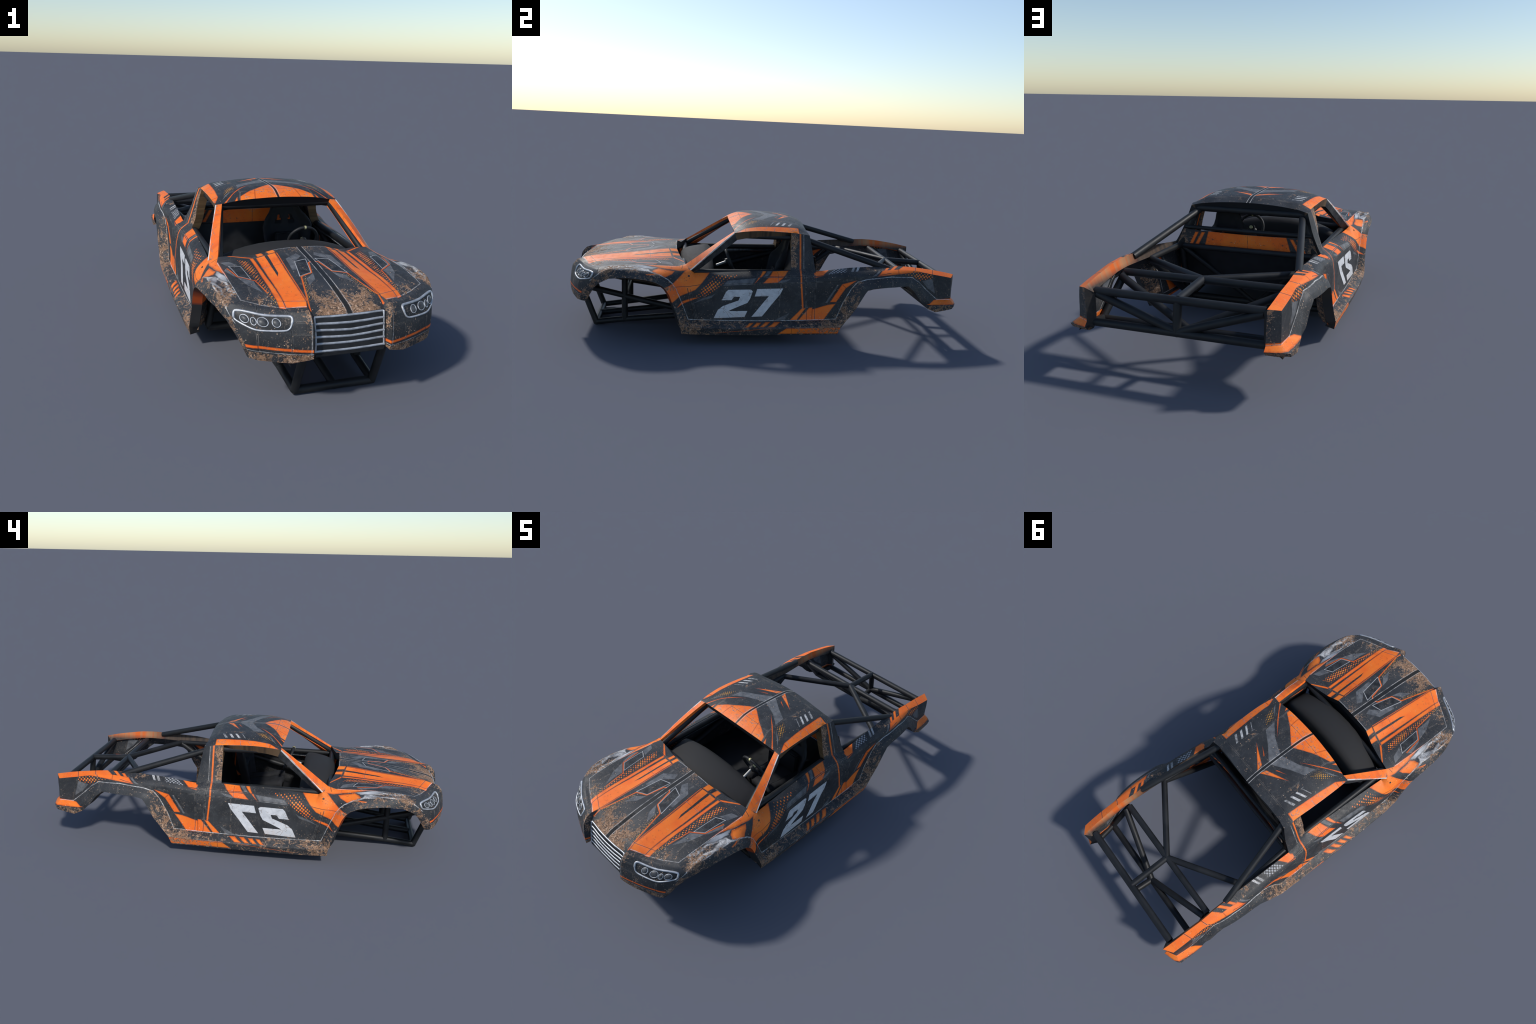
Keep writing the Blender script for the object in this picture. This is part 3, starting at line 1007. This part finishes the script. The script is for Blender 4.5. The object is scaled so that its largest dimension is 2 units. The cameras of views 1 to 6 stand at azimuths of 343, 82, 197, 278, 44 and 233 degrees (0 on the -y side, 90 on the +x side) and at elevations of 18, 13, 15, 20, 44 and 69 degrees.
def add(g, *terms):
    t = terms[0]
    for u in terms[1:]:
        t = g.m("ADD", t, u)
    return t


MUD = {
    "door": lambda g: add(g, .10, g.m("MULTIPLY", g.ramp(g.z, .19, .11), g.ramp(g.y, -.20, -.36, .10, .42))),
    "rocker_panel": lambda g: add(g, .36, g.ramp(g.m("ABSOLUTE", g.m("ADD", g.y, .02)), .14, .36, 0, .40)),
    "front_fender": lambda g: add(g, .24, g.ramp(g.y, -.60, -.74, 0, .36)),
    "front_arch": lambda g: add(g, .26, g.ramp(g.y, -.49, -.60, 0, .26), g.ramp(g.z, .20, .12, 0, .28)),
    "rear_arch": lambda g: add(g, .18, g.ramp(g.y, .52, .44, 0, .34), g.ramp(g.z, .27, .16, 0, .15)),
    "bed_side": lambda g: add(g, .12, g.ramp(g.y, .955, .975, 0, .26), g.m("MULTIPLY", g.ramp(g.z, .17, .11), .25)),
    "bed_rail": lambda g: add(g, .10, g.m("MULTIPLY", g.ramp(g.y, .45, .50), g.ramp(g.y, .62, .56, 0, .28))),
    "rear_bumper": lambda g: add(g, .14, g.ramp(g.z, .206, .200, 0, .44)),
    "front_bumper": lambda g: add(g, .24, g.ramp(g.z, .221, .211, 0, .48), g.ramp(g.x, .205, .150, 0, .18)),
    "hood": lambda g: add(g, .06, g.m("MULTIPLY", g.ramp(g.y, -.72, -.96, 0, .84), g.ramp(g.x, .128, .095)),
                          g.m("MULTIPLY", g.ramp(g.y, -.73, -.85, 0, .42), g.ramp(g.x, .215, .25)),
                          g.m("MULTIPLY", g.ramp(g.y, -.520, -.500, 0, .40), g.ramp(g.x, .114, .108)),
                          g.m("MULTIPLY", g.ramp(g.y, -.66, -.80, 0, .12), g.ramp(g.x, .20, .15))),
    "roof": lambda g: add(g, .07, g.ramp(g.y, .06, .19, 0, .26), g.m("MULTIPLY", g.ramp(g.y, -.13, -.18, 0, .34), g.ramp(g.x, .10, .01))),
    "cab_pillar": lambda g: add(g, .12, g.m("MULTIPLY", g.ramp(g.y, .160, .140, 0, .62), g.ramp(g.z, .355, .37))),
    "rear_board": lambda g: add(g, .10, g.ramp(g.x, .26, .30, 0, .45)),
}


def simple(name, col, rough=.6, metal=0.0, var=.25, scale=24, spec=.35, bump=.0):
    g = G(name)
    n = g.noise(scale, 5, .6)
    lo = tuple(c * (1 - var) for c in col)
    hi = tuple(min(1, c * (1 + var)) for c in col)
    g.put(g.bsdf.inputs["Base Color"], g.mix(g.ramp(n, .35, .65), lo, hi))
    g.put(g.bsdf.inputs["Roughness"], g.ramp(n, .3, .7, rough - .06, rough + .06))
    g.bsdf.inputs["Metallic"].default_value = metal
    g.bsdf.inputs["Specular IOR Level"].default_value = spec
    if bump:
        g.bump(g.noise(scale * 6, 3), bump, .001)
    return g.mat


def pillar_material(name):
    """orange pillar, black outer flange, worn white edge between them"""
    g = G(name)
    mid = g.noise(38, 5, .62)
    # distance across the pillar from its outer edge line (side view)
    a, b = P["ra4"], P["sa0"]
    t = g.ramp(g.y, b.y, a.y)
    xo = g.m("SUBTRACT", g.x, g.m("MULTIPLY_ADD", t, a.x - b.x, b.x))
    zo = g.m("SUBTRACT", g.z, g.m("MULTIPLY_ADD", t, a.z - b.z, b.z))
    oc = g.mix(g.ramp(g.noise(9, 3), .38, .62), ORANGE, (.90, .22, .03))
    wv = g.noise(30, 2, .5, 0, stretch=(.02, 1, .02))
    oc = g.mix(g.m("MULTIPLY", g.ramp(wv, .46, .62), .45), oc, ORANGE_D)
    wear = g.m("MULTIPLY", g.ramp(g.noise(60, 6, .7, 1.0, stretch=(1, .5, .5)), .52, .57), g.ramp(xo, -.034, -.008))
    oc = g.mix(g.m("MULTIPLY", wear, .8), oc, (.20, .15, .12))
    seam = g.ramp(g.m("ABSOLUTE", g.m("SUBTRACT", g.m("FRACT", g.m("MULTIPLY", g.y, 17.0)), .5)), .018, .008)
    oc = g.mix(g.m("MULTIPLY", seam, g.ramp(xo, -.030, -.036, .0, .55)), oc, (.14, .02, .008))
    low = g.step(g.m("ADD", g.m("MULTIPLY", zo, -1), -.0025), .0012)
    outer = g.step(g.m("ADD", xo, .022), .002)
    dark = g.m("MULTIPLY", low, outer)
    col = g.mix(dark, oc, g.mix(g.ramp(mid, .4, .7), (.018, .020, .023), (.06, .06, .062)))
    edge = g.m("MULTIPLY", g.step(g.m("SUBTRACT", .0030, g.m("ABSOLUTE", g.m("ADD", xo, .0015))), .0008),
               g.step(g.m("SUBTRACT", .005, g.m("ABSOLUTE", zo)), .001))
    col = g.mix(g.m("MULTIPLY", edge, g.ramp(mid, .35, .5, .4, 1)), col, (.66, .64, .62))
    g.put(g.bsdf.inputs["Base Color"], col)
    g.bsdf.inputs["Roughness"].default_value = .52
    g.bsdf.inputs["Specular IOR Level"].default_value = .32
    return g.mat


def number_material(name):
    g = G(name)
    n = g.noise(30, 6, .65)
    col = g.mix(g.ramp(n, .35, .65), (.50, .52, .55), (.66, .67, .69))
    cr = g.voronoi(34, None, 1.0, 'DISTANCE_TO_EDGE')
    crack = g.m("MULTIPLY", g.ramp(cr.outputs[0], .030, .010), g.ramp(g.noise(26, 3), .48, .56))
    col = g.mix(g.m("MULTIPLY", crack, .85), col, (.16, .095, .06))
    chip = g.ramp(g.noise(75, 6, .7, 1.2), .62, .66)
    col = g.mix(g.m("MULTIPLY", chip, .9), col, (.20, .12, .075))
    st = g.m("MULTIPLY", g.ramp(g.z, .165, .13), g.ramp(n, .45, .65))
    col = g.mix(g.m("MULTIPLY", st, .6), col, (.36, .26, .19))
    g.put(g.bsdf.inputs["Base Color"], col)
    g.bsdf.inputs["Roughness"].default_value = .6
    return g.mat


def part_box(part, zone):
    names = {n for q in PANELS[part] for n in q}
    if zone == "side":
        c = [(P[n].y, P[n].z) for n in names]
    elif zone == "top":
        c = [(P[n].x, P[n].y) for n in names]
    else:
        c = [(P[n].x, P[n].z) for n in names]
    return (min(q[0] for q in c), min(q[1] for q in c), max(q[0] for q in c), max(q[1] for q in c))


def flange(name, lo, hi, axis="y", orange=0.0, depth=None):
    """turned-in sheet edge with paint dragged across it in streaks"""
    g = G(name)
    st = {"y": (.05, 1, .05), "x": (1, .05, .05), "z": (.05, .05, 1), "all": (1, 1, 1)}[axis]
    n = g.noise(24, 4, .65, 0, stretch=st)
    n2 = g.noise(60, 3, .6, 0, stretch=st)
    col = g.mix(g.ramp(n, .38, .64), lo, hi)
    col = g.mix(g.ramp(n2, .56, .66, 0, .5), col, (.012, .012, .013))
    if orange:
        col = g.mix(g.m("MULTIPLY", g.ramp(n, .5, .56), orange), col, ORANGE_D)
    if depth:
        col = depth(g, col, n)
    g.put(g.bsdf.inputs["Base Color"], col)
    g.bsdf.inputs["Roughness"].default_value = .6
    g.bsdf.inputs["Specular IOR Level"].default_value = .3
    return g.mat

# ----------------------------------------------------------------------------
# tube frame
# ----------------------------------------------------------------------------
TR = .0155


def mirrored(points):
    return [(-x, y, z) for x, y, z in points]


def build_frame(mat):
    frame = new_empty("tube_frame")
    frame.parent = ROOT

    def both(points, r=TR):
        tube("frame_tube", points, r, mat, frame)
        tube("frame_tube", mirrored(points), r, mat, frame)

    def one(points, r=TR):
        tube("frame_tube", points, r, mat, frame)

    # front cradle
    one([(-.158, -.871, .0155), (.158, -.871, .0155)])
    both([(.152, -.871, .0165), (.158, -.724, .034), (.185, -.45, .064), (.19, -.40, .068)])
    one([(0, -.871, .0165), (0, -.43, .066)])
    both([(.152, -.872, .016), (.148, -.935, .19), (.146, -.925, .30)])
    both([(.160, -.724, .034), (.160, -.724, .345)], .0155)
    both([(.148, -.935, .212), (.160, -.724, .163)])
    both([(.160, -.724, .160), (.200, -.42, .100)])
    one([(-.145, -.922, .205), (.145, -.922, .205)])
    one([(-.16, -.724, .165), (.16, -.724, .165)], .012)
    # firewall hoop
    both([(.315, -.41, .355), (.366, -.42, .085)])
    one([(-.366, -.42, .080), (.366, -.42, .080)], .0175)
    one([(-.31, -.42, .345), (.31, -.42, .345)])
    # under-floor rails
    both([(.362, -.415, .080), (.345, .13, .045)])
    # cab rear hoop
    both([(.258, .192, .508), (.325, .236, .345), (.345, .135, .045)])
    one([(-.330, .237, .335), (.330, .237, .335)], .013)
    one([(-.305, .226, .424), (.305, .226, .424)], .0095)
    one([(-.345, .105, .045), (.345, .105, .045)])
    both([(.318, .235, .330), (0.01, .108, .048)], .0125)
    # roof rails and windscreen rails
    both([(.318, -.405, .352), (.257, -.150, .515), (.258, .192, .508)])
    one([(-.257, -.150, .517), (.257, -.150, .517)])
    one([(-.258, .192, .512), (.258, .192, .512)])
    # door bars
    both([(.318, -.41, .335), (.318, .225, .338)], .0155)
    both([(.340, -.375, .165), (.335, .18, .318)], .0155)
    # bed frame
    both([(.252, .195, .500), (.355, .625, .374)], .0155)
    both([(.325, .236, .340), (.342, .504, .336)], .0135)
    both([(.340, .505, .332), (.345, .150, .075)])
    one([(-.335, .721, .338), (.335, .721, .338)])
    one([(-.330, .932, .325), (.330, .932, .325)])
    one([(-.345, .947, .209), (.345, .947, .209)])
    one([(-.364, .850, .184), (.364, .850, .184)])
    both([(.364, .850, .185), (.335, .947, .208)])
    both([(.335, .724, .334), (.364, .850, .185)])
    one([(0, .726, .340), (0, .930, .327)])
    one([(0, .931, .325), (0, .947, .209)])
    one([(0, .947, .208), (0, .850, .185)])
    both([(.322, .934, .315), (0, .945, .211)])
    both([(.338, .744, .326), (0, .850, .185)])
    both([(.346, .503, .334), (0, .722, .340)])
    # lower links from the cab to the rear
    return frame


# ----------------------------------------------------------------------------
# interior
# ----------------------------------------------------------------------------
def build_interior(m_black, m_panel, m_dash, m_metal, m_gold, m_seat):
    # rear wall upper board (painted) with a slight sweep
    rows = []
    for dy in (0.0, .006):
        for zz in ((0, 1) if dy == 0 else (1, 0)):
            row = []
            for i in range(-12, 13):
                t = i / 12
                w = .342 if zz == 0 else .306
                row.append((w * t, .212 + .026 * t * t + .004 * zz + dy, (.336 + .010 * t * t) if zz == 0 else (.405 + .014 * t * t)))
            rows.append(row)
    rows.append(rows[0])
    me = loft("rear_board", rows)
    link("rear_board", me, m_panel)
    # floor tub
    tub = new_empty("cab_tub")
    tub.parent = ROOT
    link("floor_pan", box_mesh("floor_pan", (-.362, -.40, .128), (.362, .152, .140)), m_black, tub)
    rows = [[(x, y, z) for x in (-.345, .345)] for y, z in ((.150, .134), (.205, .34))]
    me = loft("rear_wall", [rows[0], rows[1], [(x, y + .006, z) for x, y, z in rows[1]], [(x, y + .006, z) for x, y, z in rows[0]], rows[0]])
    link("rear_wall", me, m_black, tub)
    link("tunnel", box_mesh("tunnel", (-.060, -.38, .139), (.030, .10, .180), .015, 4), m_black, tub)
    fw = [[(x, y, z) for x in (-.318, -.16, 0, .16, .318)] for y, z in ((-.440, .225), (-.468, .365))]
    me = loft("firewall", [fw[0], fw[1], [(x, y + .006, z) for x, y, z in fw[1]], [(x, y + .006, z) for x, y, z in fw[0]], fw[0]])
    link("firewall", me, m_black, tub)
    # dashboard: arched cushion across the cab
    rows = []
    prof = [(-.446, .300), (-.446, .335), (-.442, .355), (-.430, .369), (-.40, .380), (-.36, .388), (-.32, .3925),
            (-.293, .391), (-.277, .380), (-.270, .360), (-.266, .29)]
    xs = [-.300, -.298, -.290, -.27, -.23, -.18, -.12, -.06, 0, .06, .12, .18, .23, .27, .290, .298, .300]
    for x in xs:
        t = abs(x) / .30
        drop = .060 * t ** 2.3
        edge = .012 * max(0, (t - .9) / .1) ** 2
        front = .045 * t ** 2
        rows.append([(x, y + (front if y < -.37 else front * max(0, (-.26 - y) / .11)), z - (drop + edge)) for y, z in prof])
    me = loft("dashboard", rows, cap=True)
    link("dashboard", me, m_dash)
    # steering wheel
    c = Vector((.125, -.180, .353))
    ax = Vector((0, -.927, -.374)).normalized()      # along the column, forward and down
    u = Vector((1, 0, 0))
    v = u.cross(ax).normalized()
    wheel = new_empty("steering_wheel")
    wheel.parent = ROOT
    ring = [c + (u * math.cos(a) + v * math.sin(a)) * .067 for a in [2 * math.pi * k / 48 for k in range(48)]]
    V, F = sweep(ring, .0075, 10, closed=True)
    link("wheel_rim", mesh_from("wheel_rim", V, F), m_black, wheel)
    up = -v if v.z < 0 else v
    for a in (0, 2.2, -2.2):
        d = up * math.cos(a) + u * math.sin(a)
        if a == 0:
            continue
        tube("wheel_spoke", [c + ax * .012, c + d * .066], .005, m_black, wheel, 8)
    tube("wheel_spoke", [c + ax * .012, c - up * .066], .005, m_black, wheel, 8)
    tube("wheel_hub", [c + ax * .004, c + ax * .022], .016, m_black, wheel, 20)
    tube("horn_button", [c + ax * .004, c - ax * .006], .009, m_gold, wheel, 16)
    tube("centre_mark", [c + up * .0672 - u * .004, c + up * .0672 + u * .004], .0085, m_gold, wheel, 12)
    tube("steering_column", [c + ax * .02, c + ax * .075], .0065, m_metal, wheel, 12)
    # bucket seat
    build_seat(m_seat, m_black)


def build_seat(m_seat, m_black):
    seat = new_empty("bucket_seat")
    seat.parent = ROOT
    cx = .135
    # backrest outline: half width at heights; two harness slots
    prof = [(.150, .098), (.22, .108), (.30, .118), (.355, .124), (.385, .110), (.415, .082), (.445, .066), (.478, .058), (.490, .050)]

    def half(z):
        for (z0, w0), (z1, w1) in zip(prof, prof[1:]):
            if z <= z1:
                return w0 + (w1 - w0) * (z - z0) / (z1 - z0)
        return prof[-1][1]

    def yback(z):
        return .060 + (z - .15) * .20
    nu, nv = 28, 40
    grid = {}
    V, F = [], []
    for j in range(nv + 1):
        z = .150 + (.490 - .150) * j / nv
        for i in range(nu + 1):
            t = -1 + 2 * i / nu
            bol = .050 * max(0, abs(t) - .62) ** 1.3 / .38 ** 1.3
            bol *= 1.0 if z < .37 else max(.25, 1 - (z - .37) / .09)
            grid[i, j] = len(V)
            V.append(Vector((cx + t * half(z), yback(z) - bol, z)))
    for j in range(nv):
        z = .150 + .34 * (j + .5) / nv
        for i in range(nu):
            t = -1 + 2 * (i + .5) / nu
            x = t * half(z)
            if .356 < z < .396 and .020 < abs(x) < .052 - (z - .356) * .40:
                continue
            F.append([grid[i, j], grid[i + 1, j], grid[i + 1, j + 1], grid[i, j + 1]])
    me = mesh_from("seat_back", V, F)
    ob = link("seat_back", me, m_seat, seat)
    md = ob.modifiers.new("thick", 'SOLIDIFY')
    md.thickness = .012
    md.offset = 0
    # cushion
    rows = []
    for j in range(11):
        y = -.15 + .22 * j / 10
        row = []
        for i in range(17):
            t = -1 + 2 * i / 16
            bol = .045 * max(0, abs(t) - .6) ** 1.3 / .4 ** 1.3
            row.append((cx + t * .105, y, .172 + bol - .03 * j / 10 + (.006 if 0 < j < 3 else 0)))
        rows.append(row)
    me = loft("seat_cushion", rows)
    ob = link("seat_cushion", me, m_seat, seat)
    md = ob.modifiers.new("thick", 'SOLIDIFY')
    md.thickness = .05
    md.offset = -1
    link("seat_pad", box_mesh("seat_pad", (cx - .062, .050, .20), (cx + .062, .082, .318), .006), m_black, seat)

# ----------------------------------------------------------------------------
# small parts that sit on the shell
# ----------------------------------------------------------------------------
def on_front(x, z, lift=0.0):
    h = SHELL_BVH.ray_cast(Vector((x, -1.3, z)), Vector((0, 1, 0)))
    if h[0] is None:
        h = SHELL_BVH.find_nearest(Vector((x, -.95, z)))
    n = h[1] if h[1].y < 0 else -h[1]
    return h[0] + n * lift, n


def build_grille(m_chrome, m_black):
    rows = [(.3300, .3305), (.3090, .3070), (.2885, .2830), (.2660, .2610), (.2425, .2400), (.2165, .2150)]
    for i, (ze, zc) in enumerate(rows):
        path = []
        for k in range(-16, 17):
            t = k / 16
            z = zc + (ze - zc) * min(1, abs(t) * 1.15)
            x = .1275 * t
            path.append(on_front(x, z, -.0022)[0])
        r = [.0050 if i else .0042] * len(path)
        V, F = sweep(path, r, 8)
        me = mesh_from("grille_slat", V, F)
        sharpen(me, 60)
        link("grille_slat", me, m_chrome)
    for s in (1, -1):
        path = [(s * .1275, -.9525, .331), (s * .126, -.9600, .30), (s * .1245, -.9690, .262), (s * .1255, -.9745, .225), (s * .1275, -.977, .214)]
        V, F = sweep(smooth_path(path, 6), .0042, 8)
        link("grille_frame", mesh_from("grille_frame", V, F), m_chrome)
    link("grille_sill", box_mesh("grille_sill", (-.128, -.981, .196), (.128, -.955, .2095), .003), m_black)


def build_lamps(m_chrome, m_lens, m_bed):
    outline = [(.3735, .3385), (.343, .3400), (.288, .3335), (.235, .3345), (.203, .3365), (.2005, .330), (.2045, .318), (.2105, .304), (.222, .2960),
               (.26, .2940), (.319, .2925), (.348, .3015), (.374, .3110), (.3765, .3200)]
    lenses = [(.3470, .3205, .0125, .0110), (.3215, .3165, .0085, .0100), (.2935, .3165, .0165, .0118), (.2520, .3165, .0128, .0115)]
    for s in (1, -1):
        lamp = new_empty("headlight")
        lamp.parent = ROOT
        ring = []
        pts_ = outline + outline[:1]
        for (x0, z0), (x1, z1) in zip(pts_, pts_[1:]):
            for k in range(4):
                t = k / 4
                p, n = on_front(s * (x0 + (x1 - x0) * t), z0 + (z1 - z0) * t, .0005)
                ring.append(p)
        # smooth the ring a little
        for _ in range(2):
            ring = [(ring[i - 1] + ring[i] * 2 + ring[(i + 1) % len(ring)]) / 4 for i in range(len(ring))]
        rad = [.0048 if p.z > .318 else .0034 for p in ring]
        V, F = sweep(ring, rad, 8, closed=True)
        link("lamp_bezel", mesh_from("lamp_bezel", V, F), m_chrome, lamp)
        for x, z, rx, rz in lenses:
            loop, face = [], []
            for k in range(28):
                a = 2 * math.pi * k / 28
                p, n = on_front(s * (x + math.cos(a) * rx), z + math.sin(a) * rz, .0006)
                loop.append(p)
            V, F = sweep(loop, .0017, 6, closed=True)
            link("lamp_ring", mesh_from("lamp_ring", V, F), m_chrome, lamp)
            V, F = [], []
            for j, (q, lift) in enumerate(((.92, .0006), (.72, .0024), (.45, .0040), (.0, .0048))):
                if q == 0:
                    V.append(on_front(s * x, z, lift)[0])
                    continue
                for k in range(28):
                    a = 2 * math.pi * k / 28
                    V.append(on_front(s * (x + math.cos(a) * rx * q), z + math.sin(a) * rz * q, lift)[0])
            for j in range(2):
                for k in range(28):
                    k2 = (k + 1) % 28
                    F.append([j * 28 + k, j * 28 + k2, (j + 1) * 28 + k2, (j + 1) * 28 + k])
            for k in range(28):
                F.append([56 + k, 56 + (k + 1) % 28, 84])
            me = mesh_from("lamp_lens", V, F)
            sharpen(me, 80)
            link("lamp_lens", me, m_lens, lamp)


DIGITS = {
    "two": [(-.232, .2165), (-.213, .258), (-.201, .2685), (-.090, .2700), (-.080, .2610), (-.092, .223), (-.104, .203),
            (-.187, .168), (-.198, .1615), (-.104, .1620), (-.117, .1320), (-.270, .1250), (-.250, .169), (-.226, .187),
            (-.149, .2150), (-.142, .2340), (-.173, .2330), (-.184, .2165)],
    "seven": [(-.058, .2725), (.0725, .2765), (.059, .248), (-.030, .1350), (-.083, .1325), (.002, .2375), (-.0695, .2355)],
}


def build_numbers(mat):
    from mathutils.geometry import tessellate_polygon
    for s in (1, -1):
        for dg in ("two", "seven"):
            o = DIGITS[dg]
            bm = bmesh.new()
            vs = [bm.verts.new((0, y, z)) for y, z in o]
            for tri in tessellate_polygon([[Vector((y, z, 0)) for y, z in o]]):
                bm.faces.new([vs[i] for i in tri])
            for _ in range(4):
                long = [e for e in bm.edges if e.calc_length() > .012]
                if not long:
                    break
                bmesh.ops.subdivide_edges(bm, edges=long, cuts=1)
                bmesh.ops.triangulate(bm, faces=bm.faces[:])
            for v in bm.verts:
                h = SHELL_BVH.ray_cast(Vector((s * 1.0, v.co.y, v.co.z)), Vector((-s, 0, 0)))
                v.co.x = (h[0].x if h[0] else s * .405) + s * .0012
            bmesh.ops.recalc_face_normals(bm, faces=bm.faces[:])
            top = bm.faces[:]
            if sum(f.normal.x for f in top) * s < 0:
                bmesh.ops.reverse_faces(bm, faces=top)
            r = bmesh.ops.extrude_face_region(bm, geom=top)
            for v in [g for g in r["geom"] if isinstance(g, bmesh.types.BMVert)]:
                v.co.x += s * .0002
            me = bpy.data.meshes.new("door_number")
            bm.to_mesh(me)
            bm.free()
            link("door_number", me, mat)


def build_bolts(mat):
    spots = [(-.395, .332), (.390, .339), (.539, .364)]
    V, F = sweep([(0, 0, 0), (.0012, 0, 0), (.0018, 0, 0)], [.0050, .0050, .0034], 14)
    me = mesh_from("body_bolt", V, F)
    sharpen(me)
    me.materials.append(mat)
    for s in (1, -1):
        for y, z in spots:
            h = SHELL_BVH.ray_cast(Vector((s, y, z)), Vector((-s, 0, 0)))
            if h[0] is None:
                continue
            n = h[1] if h[1].x * s > 0 else -h[1]
            ob = bpy.data.objects.new("body_bolt", me)
            bpy.context.scene.collection.objects.link(ob)
            ob.parent = ROOT
            ob.location = h[0] - n * .0004
            ob.rotation_euler = n.to_track_quat('X', 'Z').to_euler()

# ----------------------------------------------------------------------------
# assemble
# ----------------------------------------------------------------------------
_cache = {}
ZONES = {
    "hood": ("top", HOOD), "roof": ("top", ROOF), "bed_rail": ("top", RAIL), "front_bumper": ("front", FRONT),
    "door": ("side", SIDE), "bed_side": ("side", SIDE), "cab_pillar": ("side", SIDE), "rocker_panel": ("side", SIDE),
    "front_fender": ("side", SIDE), "wheel_arch": ("side", SIDE), "rear_bumper": ("side", SIDE),
}
M_BLACK = simple("black_frame_paint", (.0125, .0135, .0150), .50, var=.25, scale=14, spec=.35)
M_TRIM = simple("black_trim", (.014, .015, .017), .55, var=.3)


def body_material(part, side):
    key = part
    if part == "wheel_arch":
        key = "front_arch" if abs(side) == 1 else "rear_arch"
    if key in _cache:
        return _cache[key]
    if part == "windshield_pillar":
        m = pillar_material("pillar_paint")
    elif part == "grille_panel":
        m = simple("grille_backing", (.018, .019, .021), .5, var=.3)
    else:
        zone, lists = ZONES[part]
        box = part_box(part, zone)
        if key == "front_arch":
            box = (-.93, .09, -.39, .375)
        if key == "rear_arch":
            box = (.34, .09, .89, .355)
        m = paint(key + "_paint", zone, lists, box, MUD.get(key), skip=("blade_highlight",) if part != "front_fender" else (),
                  cracks=.8 if part == "roof" else 0.0, dust=.75 if part in ("front_bumper", "wheel_arch", "rocker_panel") else .55)
    _cache[key] = m
    return m



_fl = {}


def body_flange(part, side):
    key = part
    if part == "wheel_arch":
        key = "front_arch" if abs(side) == 1 else "rear_arch"
    if key in _fl:
        return _fl[key]
    dark = (.014, .015, .017)
    if part == "windshield_pillar":
        m = body_material(part, side)
    elif part == "roof":
        m = flange("roof_flange", dark, (.016, .018, .022), "y",
                   depth=lambda g, c, n: g.mix(g.m("MULTIPLY", g.ramp(g.x, .262, .270), g.ramp(n, .36, .60)), c, (.125, .080, .045)))
    elif part == "cab_pillar":
        m = flange("pillar_flange", (.055, .034, .018), (.20, .125, .060), "z",
                   depth=lambda g, c, n: g.mix(g.ramp(g.y, .15, .17), c, dark))
    elif key == "front_arch":
        m = flange("front_arch_flange", (.020, .020, .020), (.10, .060, .028), "y",
                   depth=lambda g, c, n: g.mix(g.ramp(g.z, .30, .24), c,
                                               g.mix(g.m("MULTIPLY", g.ramp(g.z, .205, .22), g.ramp(g.y, -.60, -.50)), (.026, .026, .027), (.33, .055, .010))))
    elif key == "rear_arch":
        m = flange("rear_arch_flange", (.018, .018, .019), (.070, .048, .028), "y",
                   depth=lambda g, c, n: g.mix(g.ramp(g.z, .28, .22), c, (.024, .024, .025)))
    elif part == "door":
        m = flange("door_flange", (.030, .033, .038), (.26, .27, .28), "y",
                   depth=lambda g, c, n: g.mix(g.ramp(g.y, -.10, .0), c, (.020, .022, .026)))
    elif part == "bed_rail":
        m = flange("bed_rail_flange", (.030, .026, .024), (.090, .060, .042), "y",
                   depth=lambda g, c, n: g.mix(g.m("MULTIPLY", g.ramp(g.y, .60, .72), g.ramp(g.z, .338, .366)), c,
                                               g.mix(g.ramp(n, .4, .6), (.62, .115, .014), (.42, .20, .09))))  # orange paint streaked with a tan glare put into the colour
    elif part == "hood":
        m = flange("hood_flange", dark, (.022, .022, .024), "x")
    else:
        m = flange(key + "_flange", dark, (.035, .030, .027), "all")
    _fl[key] = m
    return m


build_parts(body_material, body_flange)
build_frame(M_BLACK)
M_CHROME = simple("worn_chrome", (.44, .46, .49), .42, .45, var=.25, scale=40)
M_LENS = simple("lamp_glass", (.050, .053, .057), .42, var=.5, scale=60, spec=.4)
build_grille(M_CHROME, M_TRIM)
build_lamps(M_CHROME, M_LENS, M_TRIM)
build_numbers(number_material("worn_white_number"))
build_bolts(simple("bolt_steel", (.03, .03, .033), .5))
M_BOARD = paint("rear_board_paint", "front", BOARD, None, MUD["rear_board"], .8)
build_interior(M_TRIM, M_BOARD, simple("dashboard_vinyl", (.026, .026, .027), .75, var=.08, scale=60, spec=.25),
               simple("brushed_metal", (.42, .42, .40), .45, .5), simple("brass_button", (.55, .52, .28), .4, .3),
               simple("seat_fabric", (.016, .017, .020), .8, var=.25, scale=50))
